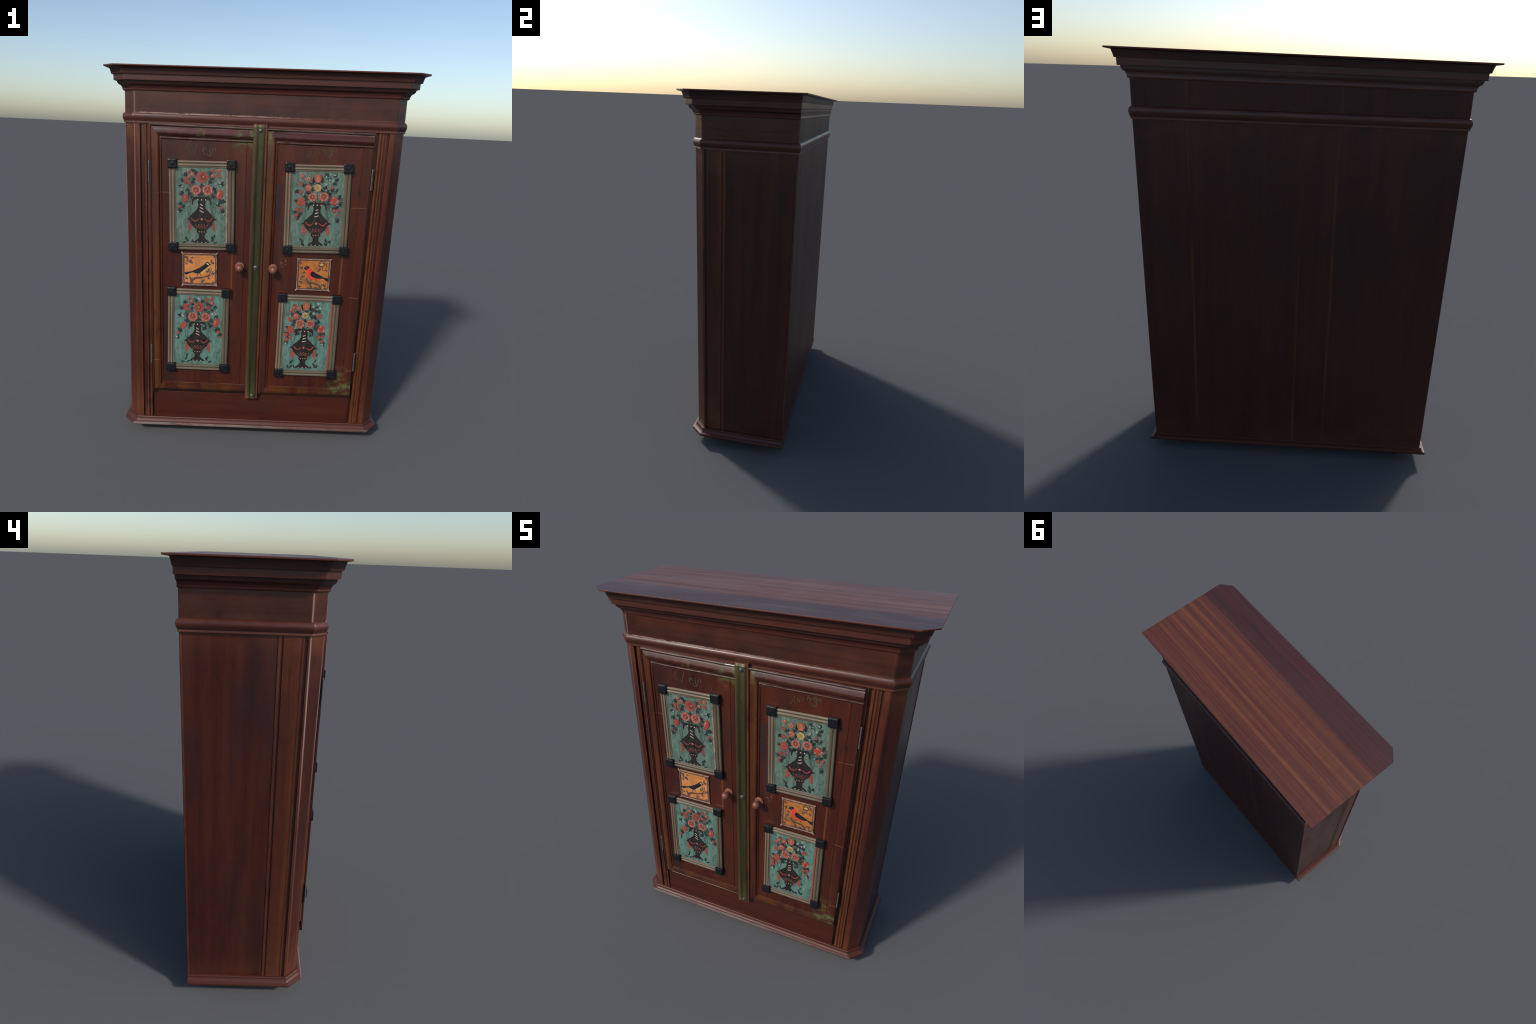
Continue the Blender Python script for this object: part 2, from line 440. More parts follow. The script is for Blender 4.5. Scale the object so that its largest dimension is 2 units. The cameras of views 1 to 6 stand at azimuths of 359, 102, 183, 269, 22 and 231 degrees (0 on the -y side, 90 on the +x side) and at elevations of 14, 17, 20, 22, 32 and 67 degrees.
M = dict(
    case=wood("case_wood_upright_grain", "z", 1.3, 0.86, 0.32, 0.60, streak=16, extra=pale_corners),
    case_strip=wood("warm_strip_wood", "z", 3.3, 1.0, 0.8, 0.40, streak=40, gold_lo=0.44),
    case_gold=wood("golden_jamb_wood", "z", 4.1, 0.82, 0.75, 0.45, gold_lo=0.46),
    back=wood("back_board_wood", "z", 7.7, 0.95, 0.20, 0.55, extra=back_seams, grain_bump=True, spec=0.28, rough=(0.42, 0.54), wear_amt=0.2),
    frieze=wood("frieze_wood", "h", 2.9, 0.66, 0.02, 0.55, streak=30, extra=frieze_marks),
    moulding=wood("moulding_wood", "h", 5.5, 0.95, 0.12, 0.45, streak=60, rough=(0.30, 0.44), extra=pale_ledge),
    base=wood("base_moulding_wood", "h", 8.8, 1.15, 0.10, 0.20, streak=60, rough=(0.40, 0.54), wear_amt=0.6, wear_col=(0.165, 0.080, 0.058), extra=base_highlight),
    lid_edge=wood("lid_edge_wood", "h", 6.6, 1.3, 0.2, 0.1, streak=60, wear_amt=0.3),
    lid=wood("lid_wood", "x", 6.1, 1.0, 0.0, 0.0, extra=top_planks, wear_amt=0.0, rough=(0.36, 0.50)),
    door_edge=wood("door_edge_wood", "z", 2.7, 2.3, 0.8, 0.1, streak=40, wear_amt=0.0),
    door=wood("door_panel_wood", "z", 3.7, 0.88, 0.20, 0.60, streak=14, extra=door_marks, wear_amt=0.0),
    door_mould=wood("door_moulding_wood", "z", 9.2, 1.0, 0.9, 0.45, gold_lo=0.42, grime_shade=0.9, extra=door_marks, streak=40),
    door_rail=wood("door_top_moulding_wood", "x", 2.2, 0.95, 0.1, 0.35, extra=head_moulding_marks, streak=40, rough=(0.17, 0.27), grime_shade=0.9, wear_amt=0.8, wear_col=(0.23, 0.15, 0.125)),  # pale edge colour also paints in the shine on the ridges
    low_rail=wood("plinth_board_wood", "x", 4.6, 0.80, 0.40, 0.35, streak=14, wear_amt=0.0),
    under=plain("dark_underside", (0.012, 0.008, 0.007), rough=0.8),
    strip=strip_paint(),
    strip_base=wood("strip_edge_wood", "z", 5.9, 0.8, 0.75, 0.3),
    gilt_x=gilt("bronze_paint_level_grain", "x"), gilt_z=gilt("bronze_paint_upright_grain", "z"),
    iron=plain("black_iron", (0.0050, 0.0058, 0.0072), (0.0105, 0.0118, 0.014), 60, 0.30, 0.0, 0.30, 0.10),
    steel=plain("dull_hinge_steel", (0.10, 0.11, 0.115), (0.055, 0.057, 0.058), 30, 0.45, 0.3),
    rivet=plain("grey_rivet_metal", (0.14, 0.125, 0.11), (0.06, 0.055, 0.052), 50, 0.36, 0.6),
    knob=knob_paint(),
    rosette=plain("rosette_paint", (0.24, 0.105, 0.062), (0.13, 0.046, 0.028), 70, 0.5),
    teal=canvas("teal_ground_paint", (0.036, 0.055, 0.046), (0.090, 0.142, 0.112), (0.142, 0.218, 0.170), (0.076, 0.112, 0.095)),
    teal_low=canvas("bright_teal_ground_paint", (0.034, 0.062, 0.052), (0.080, 0.150, 0.120), (0.125, 0.245, 0.198), (0.098, 0.200, 0.188)),
    black=paint("vase_black_paint", (0.011, 0.0095, 0.0095), (0.022, 0.0165, 0.015), 45, worn=0.35),
    leaf=paint("leaf_black_paint", (0.011, 0.0135, 0.0145), (0.030, 0.040, 0.038), 55, worn=0.35),
    shadow_leaf=paint("pale_leaf_paint", (0.040, 0.064, 0.056), (0.066, 0.105, 0.086), 40),
    red=paint("bright_red_paint", (0.36, 0.052, 0.034), (0.24, 0.044, 0.034), 45, worn=0.3),
    rose=paint("salmon_paint", (0.30, 0.088, 0.062), (0.20, 0.056, 0.042), 50),
    rose_red=paint("rose_red_paint", (0.27, 0.056, 0.042), (0.18, 0.040, 0.032), 50),
    rose_deep=paint("deep_rose_paint", (0.11, 0.022, 0.020), (0.18, 0.038, 0.030), 60),
    pale=paint("pale_pink_paint", (0.44, 0.20, 0.145), (0.32, 0.125, 0.092), 60),
    white=paint("white_highlight_paint", (0.48, 0.39, 0.32), (0.30, 0.27, 0.23), 60, worn=0.3),
    blue_white=paint("pale_blue_paint", (0.20, 0.28, 0.26), (0.11, 0.16, 0.15), 50),
    yellow=paint("yellow_paint", (0.40, 0.31, 0.11), (0.26, 0.17, 0.07), 50),
    orange=paint("tulip_orange_paint", (0.34, 0.125, 0.050), (0.23, 0.060, 0.035), 60),
    maroon=paint("swag_maroon_paint", (0.060, 0.017, 0.015), (0.125, 0.034, 0.027), 60),
    amber=plain("amber_ground_paint", (0.50, 0.195, 0.060), (0.37, 0.150, 0.045), 26, 0.5),
    amber_dark=plain("ochre_ground_paint", (0.40, 0.145, 0.036), (0.27, 0.088, 0.023), 30, 0.5),
    navy=plain("blue_black_feather_paint", (0.0095, 0.0105, 0.018), (0.015, 0.016, 0.023), 40, 0.45),
    scarlet=plain("scarlet_feather_paint", (0.62, 0.048, 0.026), (0.50, 0.045, 0.026), 40, 0.5),
    branch=plain("purple_branch_paint", (0.085, 0.040, 0.042), (0.13, 0.050, 0.045), 50, 0.55),
    tile_leaf=plain("tile_leaf_paint", (0.045, 0.036, 0.036), (0.085, 0.062, 0.042), 50, 0.55),
    ochre=plain("ochre_feather_paint", (0.52, 0.30, 0.11), (0.46, 0.22, 0.08), 60, 0.5),
    cream=plain("cream_border_paint", (0.29, 0.215, 0.165), (0.155, 0.095, 0.085), 45, 0.5),
    tile_line=plain("brown_border_paint", (0.105, 0.045, 0.036), (0.07, 0.032, 0.028), 40, 0.5),
    scroll=plain("faded_green_scroll_paint", (0.062, 0.070, 0.036), (0.050, 0.034, 0.022), 60, 0.55),
    foot=wood("foot_wood", "z", 1.9, 0.6, 0.1, 0.4),
)

# ------------------------------------------------------------------ the case
wardrobe = bpy.data.objects.new("painted_wardrobe", None)
bpy.context.scene.collection.objects.link(wardrobe)
wardrobe["label"] = "tall dark wooden wardrobe with painted floral door panels"
wardrobe["category"] = "wardrobe"


def outline(t, yb=None):
    """six-sided plan of the case, grown outwards by t (0 = foot of the case, 1 = edge of the lid)"""
    hx, cx = 0.693 + 0.0998 * t, 0.636 + 0.0928 * t
    yf, cy = -0.244 - 0.0768 * t, -0.190 - 0.0708 * t
    yb = 0.2835 + 0.05 * t if yb is None else yb
    return [(-cx, yf), (cx, yf), (hx, cy), (hx, yb), (-hx, yb), (-hx, cy)]


def ease_corners(poly, cut=0.002, support=0.007):
    """round every corner a little and add support points beside it"""
    out, n = [], len(poly)
    for i in range(n):
        p, a, b = Vector(poly[i]), Vector(poly[i - 1]), Vector(poly[(i + 1) % n])
        da, db = a - p, b - p
        for d, length, s in ((da, da.length, support), (da, da.length, cut), (db, db.length, cut), (db, db.length, support)):
            out.append(tuple(p + d * (min(s, length * 0.35) / length)))
    return out


def refine(levels, gap=0.0032):
    """support loops beside every break of a profile"""
    out = []
    for a, b in zip(levels, levels[1:]):
        out.append(a)
        size = math.hypot((b[0] - a[0]) * 0.1, b[2] - a[2])
        if size > gap * 2.6:
            k = gap / size
            out += [tuple(lerp(u, v, k) for u, v in zip(a, b)), tuple(lerp(u, v, 1 - k) for u, v in zip(a, b))]
    return out + [levels[-1]]


def moulding_ring(name, levels, mat, cut=0.002, gap=0.0032):
    b = Builder()
    b.rings([[(x, y, z) for x, y in ease_corners(outline(t, yb), cut)] for t, yb, z in refine(levels, gap)])
    return b.make(name, mat, warp=settle, parent=wardrobe, angle=38)


# lower case: one upright extrusion whose plan carries the reeds and grooves beside the doors
plan_half = [(0.546, -0.2420), (0.5465, -0.2300), (0.5585, -0.2300), (0.5590, -0.2405), (0.5610, -0.2430), (0.5660, -0.2442),
             (0.5715, -0.2428), (0.5735, -0.2385), (0.5765, -0.2385), (0.5785, -0.2425), (0.5830, -0.2438), (0.5870, -0.2425),
             (0.5890, -0.2395), (0.6000, -0.2395), (0.6010, -0.2335), (0.6100, -0.2335), (0.6110, -0.2440), (0.6150, -0.2440), (0.6300, -0.2440), (0.6335, -0.2440), (0.6360, -0.2432),
             (0.6378, -0.2418), (0.6420, -0.2379), (0.6868, -0.1962), (0.6908, -0.1925), (0.6925, -0.1905), (0.6930, -0.1880), (0.6930, -0.1805), (0.6882, -0.1795), (0.6882, -0.1690), (0.6925, -0.1670), (0.6935, -0.1620),
             (0.6915, -0.1570), (0.6925, -0.1545), (0.6935, -0.1400), (0.6935, -0.1000), (0.6925, -0.0925), (0.6893, -0.0912), (0.6893, -0.0848), (0.6925, -0.0835),
             (0.6935, -0.0790), (0.6922, -0.0735), (0.6900, -0.0725), (0.6900, -0.0680), (0.6900, 0.2690), (0.6900, 0.2740), (0.6930, 0.2760), (0.6930, 0.2815), (0.6912, 0.2835), (0.6860, 0.2835)]
plan = [(-x, y) for x, y in reversed(plan_half)]
plan = plan + plan_half
case = Builder()
rings = []
for k in range(13):
    s = k / 12
    z = lerp(0.092, 1.7165, s)
    rings.append([(x * (1 + 0.0173 * s), y + s * (0.0085 * y / 0.244 if y < 0 else 0.006 * y / 0.2835), z) for x, y in plan])
case.rings(rings)
gold_faces = []
case.m = []
for f in case.f:
    cx = sum(case.v[i][0] for i in f) / len(f)
    cy = sum(case.v[i][1] for i in f) / len(f)
    back = len(f) == 4 and all(case.v[i][1] > 0.282 for i in f)
    case.m.append(2 if back else (1 if 0.556 < abs(cx) < 0.600 and cy < -0.2 else (3 if abs(cx) > 0.67 and -0.166 < cy < -0.072 else 0)))
case_ob = case.make("carcass", [M["case"], M["case_gold"], M["back"], M["case_strip"]], warp=settle, parent=wardrobe, angle=40)

# frieze band between waist moulding and cornice
fr = Builder()
fr.rings([[(x, y, z) for x, y in ease_corners(outline(0.125, 0.2895), 0.0022, 0.012)] for z in (1.752, 1.757, 1.87, 1.880)])
for k, f in enumerate(fr.f):
    if all(fr.v[i][1] > 0.289 for i in f):
        fr.m[k] = 1
fr.make("frieze", [M["frieze"], M["back"]], warp=settle, parent=wardrobe, angle=45)
nail = Builder()

# waist moulding under the frieze
moulding_ring("waist_moulding", [(0.10, 0.287, 1.7120), (0.182, 0.2942, 1.7122), (0.186, 0.2946, 1.7195), (0.178, 0.2944, 1.7215),
                                 (0.200, 0.2972, 1.7260), (0.232, 0.2998, 1.7365), (0.240, 0.3008, 1.7435), (0.232, 0.3000, 1.7510),
                                 (0.205, 0.2983, 1.7572), (0.165, 0.2930, 1.7615), (0.10, 0.288, 1.7645)], M["moulding"])

# cornice: bead, hollow, quarter round, flat fascia, upper hollow
cove = [(lerp(0.690, 0.772, (1 - cos(a)) * 0.75 + 0.25 * a / 1.57), lerp(0.3015, 0.3070, a / 1.57), lerp(1.9470, 1.9760, a / 1.57)) for a in [i * 1.57 / 6 for i in range(7)]]
cornice = [(0.10, 0.288, 1.8700), (0.170, 0.2915, 1.8702), (0.198, 0.2930, 1.8722), (0.222, 0.2934, 1.8765), (0.218, 0.2930, 1.8795), (0.228, 0.2924, 1.8825),
           (0.252, 0.2926, 1.8885), (0.292, 0.2930, 1.8945), (0.345, 0.2938, 1.8975), (0.395, 0.2947, 1.9005), (0.440, 0.2955, 1.9065), (0.462, 0.2957, 1.9165),
           (0.585, 0.2988, 1.9172), (0.590, 0.2993, 1.9190), (0.594, 0.2996, 1.9440), (0.596, 0.2996, 1.9455), (0.684, 0.3010, 1.9462)] + cove + [(0.780, 0.3085, 1.9765)]
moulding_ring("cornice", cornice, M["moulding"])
lid = moulding_ring("lid", [(0.77, 0.308, 1.9762), (0.985, 0.3290, 1.9798), (0.998, 0.3302, 1.9806), (1.0, 0.3306, 1.9818), (1.0, 0.3306, 1.9860), (0.996, 0.3300, 1.98665)],
                    [M["lid_edge"], M["lid"]], cut=0.0015)
for poly in lid.data.polygons:
    if poly.normal.z > 0.9:
        poly.material_index = 1


# base moulding
def base_outline(u, yb):
    return [(sx * (0.636 + 0.0255 * u), -0.244 - 0.0295 * u) for sx in (-1, 1)] + \
           [(0.693 + 0.0305 * u, -0.190 - 0.0145 * u), (0.693 + 0.0305 * u, yb), (-0.693 - 0.0305 * u, yb), (-0.693 - 0.0305 * u, -0.190 - 0.0145 * u)]


base_prof = [(-0.2, 0.283, 0.0945), (0.10, 0.2838, 0.0952), (0.24, 0.2846, 0.0946), (0.32, 0.2850, 0.0915), (0.30, 0.2848, 0.0868), (0.33, 0.2842, 0.0820), (0.42, 0.2842, 0.0765),
             (0.58, 0.2845, 0.0715), (0.78, 0.2850, 0.0690), (0.95, 0.2853, 0.0675), (1.0, 0.2855, 0.0650), (1.0, 0.2855, 0.0565), (0.98, 0.285, 0.0550)]
b = Builder()
b.rings([[(x, y, z) for x, y in ease_corners(base_outline(u, yb), 0.002)] for u, yb, z in refine(base_prof, 0.0028)])
b.m[-2 if len(b.f[-2]) > 4 else -1] = 0
b.make("base_moulding", M["base"], warp=settle, parent=wardrobe, angle=38)

# four low bun feet, set well in under the base
foot_prof = [(0.0, 0.0), (0.030, 0.0), (0.040, 0.006), (0.047, 0.020), (0.048, 0.032), (0.042, 0.046), (0.034, 0.052), (0.036, 0.056), (0.0, 0.056)]


def lathe(profile, seg=28, axis="z"):
    bb = Builder()
    n = seg
    for (r, h) in profile:
        for k in range(seg):
            a = 2 * pi * k / seg
            p = (r * cos(a), r * sin(a), h)
            bb.v.append(p if axis == "z" else (p[0], -p[2], p[1]))
    for i in range(len(profile) - 1):
        for k in range(n):
            q = (i * n + k, i * n + (k + 1) % n, (i + 1) * n + (k + 1) % n, (i + 1) * n + k)
            bb.f.append(q)
            bb.m.append(0)
    return bb


foot = lathe(foot_prof)
first = None
for x in (-0.575, 0.575):
    for y in (-0.125, 0.195):
        if first is None:
            first = foot.make("foot", M["foot"], parent=wardrobe, loc=(x, y, 0))
        else:
            o = first.copy()
            bpy.context.scene.collection.objects.link(o)
            o.location = (x, y, 0)

# plinth board below the doors
b = Builder()
b.box(-0.549, 0.5445, -0.2470, -0.236, 0.0952, 0.2555, bevel=0.002)
b.make("plinth_board", M["low_rail"], parent=wardrobe, angle=25)

# ------------------------------------------------------------------ doors
Y_PANEL, Y_CORE = -0.2660, -0.2620


def make_door(corners, right):
    """corners: top-left, top-right, bottom-right, bottom-left as (x, z); built in a unit square, then fitted to the crooked opening"""
    tl, tr, br, bl = corners
    W, H = tr[0] - tl[0], tl[1] - bl[1]

    def fit(p):
        u, w = p[0] / W, p[2] / H            # 0..1 across, 0..1 up
        x = lerp(lerp(bl[0], br[0], u), lerp(tl[0], tr[0], u), w)
        z = lerp(lerp(bl[1], tl[1], w), lerp(br[1], tr[1], w), u)
        return (x, p[1], z)

    d = Builder()
    d.box(0, W, Y_CORE, -0.2360, 0.0560, H, bevel=0.002)
    d.box(0, W, -0.2420, -0.2360, 0.0, 0.0570, bevel=0.001)
    d.box(0.0592, W - 0.0004, Y_PANEL, Y_CORE + 0.001, 0.0650, H - 0.0730, bevel=0.0012)   # raised field of the panel
    d.m = [1 if len({round(d.v[i][0], 4) for i in f}) == 1 else 0 for f in d.f]
    door = d.make("door", [M["door"], M["door_edge"]], warp=fit, parent=wardrobe, angle=25)

    # mitred moulding along left side, top and bottom
    side_w, top_w, bot_w = 0.060, 0.074, 0.066
    prof = [(0.0, -0.004), (0.0, 0.0040), (0.03, 0.0052), (0.09, 0.0054), (0.12, 0.0012), (0.17, 0.0008), (0.26, 0.0030), (0.38, 0.0052), (0.48, 0.0066), (0.58, 0.0070),
            (0.68, 0.0064), (0.74, 0.0044), (0.765, -0.0010), (0.80, -0.0032), (0.83, 0.0010), (0.88, 0.0042), (0.93, 0.0040), (0.97, 0.0022), (1.0, -0.0035)]
    low = [(0.0, -0.024), (0.0, -0.014), (0.06, -0.0130), (0.15, -0.0095), (0.24, -0.0020), (0.34, 0.0022), (0.50, 0.0040), (0.62, 0.0042), (0.72, 0.0044), (0.77, 0.0056),
           (0.81, 0.0052), (0.84, 0.0006), (0.865, -0.0030), (0.885, -0.0010), (0.90, 0.0014), (0.92, 0.0014), (0.95, 0.0012), (0.98, 0.0006), (1.0, -0.0035)]
    prof = [(s, h * 0.95 if h > 0 else h) for s, h in prof]
    low = [(s, h * 0.95 if h > 0 else h) for s, h in low]
    mb = Builder()

    def run(pts, mat):
        n = len(pts[0])
        for a, c in zip(pts, pts[1:]):
            mb.add([wobble(p) for p in a + c], [(i, n + i, n + i + 1, i + 1) for i in range(n - 1)], mat)

    def wobble(p):
        k = 0.0005 * sin(p[0] * 23 + p[2] * 9) + 0.0004 * sin(p[2] * 37 + p[0] * 5)
        return (p[0], p[1] + (k if p[1] < Y_PANEL - 0.001 else 0), p[2] + k * 0.8)

    end = W - 0.0005
    stop = W - 0.020 if right else end
    nseg = 9
    bold = [(s, h * 1.6 if h > 0 else h) for s, h in prof]          # the head moulding is the boldest
    top_l = [(s * side_w, Y_PANEL - h, H - s * top_w) for s, h in bold]
    top_r = [(end, Y_PANEL - h, H - s * top_w) for s, h in bold]
    bot_l = [(s * side_w, Y_PANEL - h, s * bot_w) for s, h in low]
    bot_r = [(end, Y_PANEL - h, s * bot_w) for s, h in low]
    side_top = [(s * side_w, Y_PANEL - h, H - s * top_w) for s, h in prof]
    side_bot = [(s * side_w, Y_PANEL - (h if h > -0.002 else h), s * bot_w) for s, h in prof]
    mix_row = lambda a, c, t: [tuple(lerp(u, v, t) for u, v in zip(p, q)) for p, q in zip(a, c)]
    run([mix_row(top_l, top_r, i / nseg) for i in range(nseg + 1)], 1)
    run([mix_row(side_bot, side_top, i / 14) for i in range(15)], 0)
    run([mix_row(bot_r, bot_l, i / nseg) for i in range(nseg + 1)], 0)
    run([bot_l, side_bot], 0)
    run([side_top, top_l], 1)
    # mitre line, end caps
    for row in (top_r, bot_r):
        mb.add(row, [tuple(range(len(row)))], 1)
    mb.make("door_moulding", [M["door_mould"], M["door_rail"]], warp=fit, parent=door, angle=35)

    # plain stile on the closing side, with a quirked bead beside it
    sb = Builder()
    sx = W - (0.046 if right else 0.032)
    z0, z1 = bot_w - 0.002, H - top_w + 0.002
    sb.box(sx, W - 0.001, Y_PANEL - 0.0022, Y_PANEL + 0.004, z0, z1, bevel=0.0015)
    for dx, r in ((-0.0085, 0.0030),):
        bead = []
        for z in (z0, z1):
            bead.append([(sx + dx + r * 1.2 * cos(a), Y_PANEL - r * sin(a) * 0.9, z) for a in [pi * k / 6 for k in range(7)]])
        sb.add(bead[0] + bead[1], [(i, i + 1, 8 + i, 7 + i) for i in range(6)], 0)
    sb.make("door_stile", M["door"], warp=fit, parent=door, angle=35)
    return door


left_door = make_door([(-0.5712, 1.7105), (-0.050, 1.7105), (-0.036, 0.2600), (-0.5530, 0.2600)], False)
right_door = make_door([(0.008, 1.7105), (0.5442, 1.7105), (0.5428, 0.2575), (0.0225, 0.2575)], True)
left_door["label"], right_door["label"] = "left door leaf", "right door leaf"

# hinges: slim barrels standing in the gap beside each door
hinge_prof = [(0.0, 0.0), (0.0032, 0.0), (0.0040, 0.001), (0.0040, 0.0355), (0.0036, 0.036), (0.0036, 0.0365), (0.0040, 0.037), (0.0040, 0.072), (0.0036, 0.0725), (0.0036, 0.073),
              (0.0040, 0.0735), (0.0040, 0.1075), (0.0032, 0.109), (0.0, 0.109)]
hinge = lathe(hinge_prof, 14)
first = None
for door, x, z in ((left_door, -0.5735, 1.4205), (left_door, -0.5615, 0.4320), (right_door, 0.5490, 1.4275), (right_door, 0.5480, 0.4310)):
    if first is None:
        o = first = hinge.make("hinge", M["steel"], parent=door)
    else:
        o = first.copy()
        bpy.context.scene.collection.objects.link(o)
        o.parent = door
    o.location = (x, -0.2695, z)

# turned knobs on flat rosettes
rosette_prof = [(0.0, 0.0), (0.0235, 0.0), (0.0240, 0.0025), (0.0230, 0.0050), (0.0195, 0.0065), (0.0165, 0.0062), (0.0150, 0.0080), (0.0, 0.0080)]
ball = [(0.0, 0.005), (0.0100, 0.006), (0.0095, 0.014), (0.0105, 0.020)]
ball += [(0.0212 * cos(a), 0.0385 + 0.0212 * sin(a)) for a in [lerp(-1.03, 1.57, i / 11) for i in range(12)]]
for door, x, z in ((left_door, -0.1000, 1.0020), (right_door, 0.0755, 0.9985)):
    k = lathe(ball, 28, "y")
    knob = k.make("knob", M["knob"], parent=door, loc=(x, -0.2700, z), angle=50)
    r = lathe(rosette_prof, 28, "y")
    r.v = [(vx + x, vy - 0.2690, vz + z) for vx, vy, vz in r.v]
    r.make("knob_rosette", M["rosette"], parent=door)

# centre strip that covers the joint between the doors
SZ0, SZ1 = 0.2450, 1.7300


def strip_x(u, z):
    """the strip leans a little to the right towards the floor"""
    return lerp(-0.0440, -0.0592, (z - SZ0) / (SZ1 - SZ0)) + u


b = Builder()
section = [(0.0, -0.262), (0.0, -0.2745), (0.0012, -0.2758), (0.0690, -0.2758), (0.0702, -0.2745), (0.0702, -0.262)]
b.rings([[(strip_x(u, z), y, z) for u, y in section] for z in (SZ0, SZ0 + 0.002, 0.6, 1.0, 1.4, SZ1 - 0.002, SZ1)])
b.make("centre_strip", M["strip_base"], parent=wardrobe, angle=35)
strip = bpy.data.objects["centre_strip"]
b = Builder()
gs = [(0.0085, -0.2752), (0.0085, -0.2795), (0.0100, -0.2815), (0.0150, -0.2832), (0.0205, -0.2834), (0.0245, -0.2818), (0.0275, -0.2804), (0.0310, -0.2806),
      (0.0350, -0.2826), (0.0420, -0.2842), (0.0500, -0.2834), (0.0545, -0.2808), (0.0560, -0.2790), (0.0575, -0.2752)]
gs = [((u - 0.0085) * 1.13 + 0.0045, y) for u, y in gs]
b.rings([[(strip_x(u, z), y, z) for u, y in gs] for z in [lerp(SZ0 + 0.003, SZ1 - 0.016, i / 14) for i in range(15)]])
top = [[(strip_x(u, z), lerp(y, -0.2752, k), z) for u, y in gs] for k, z in ((0.0, SZ1 - 0.0159), (0.8, SZ1 - 0.004))]
b.rings(top)
b.make("painted_batten", M["strip"], parent=strip, angle=40)
rv = lathe([(0.0138 * cos(a), 0.0092 * sin(a)) for a in [i * 1.57 / 7 for i in range(8)]], 24, "y")
first = None
for x, z, s in ((-0.0215, 1.6995, 0.85), (-0.0150, 1.0035, 1.0), (-0.0030, 0.2665, 0.80)):
    if first is None:
        o = first = rv.make("rivet", M["rivet"], parent=strip, angle=60)
    else:
        o = first.copy()
        bpy.context.scene.collection.objects.link(o)
    o.location, o.scale = (x, -0.2822, z), (s, s, s)


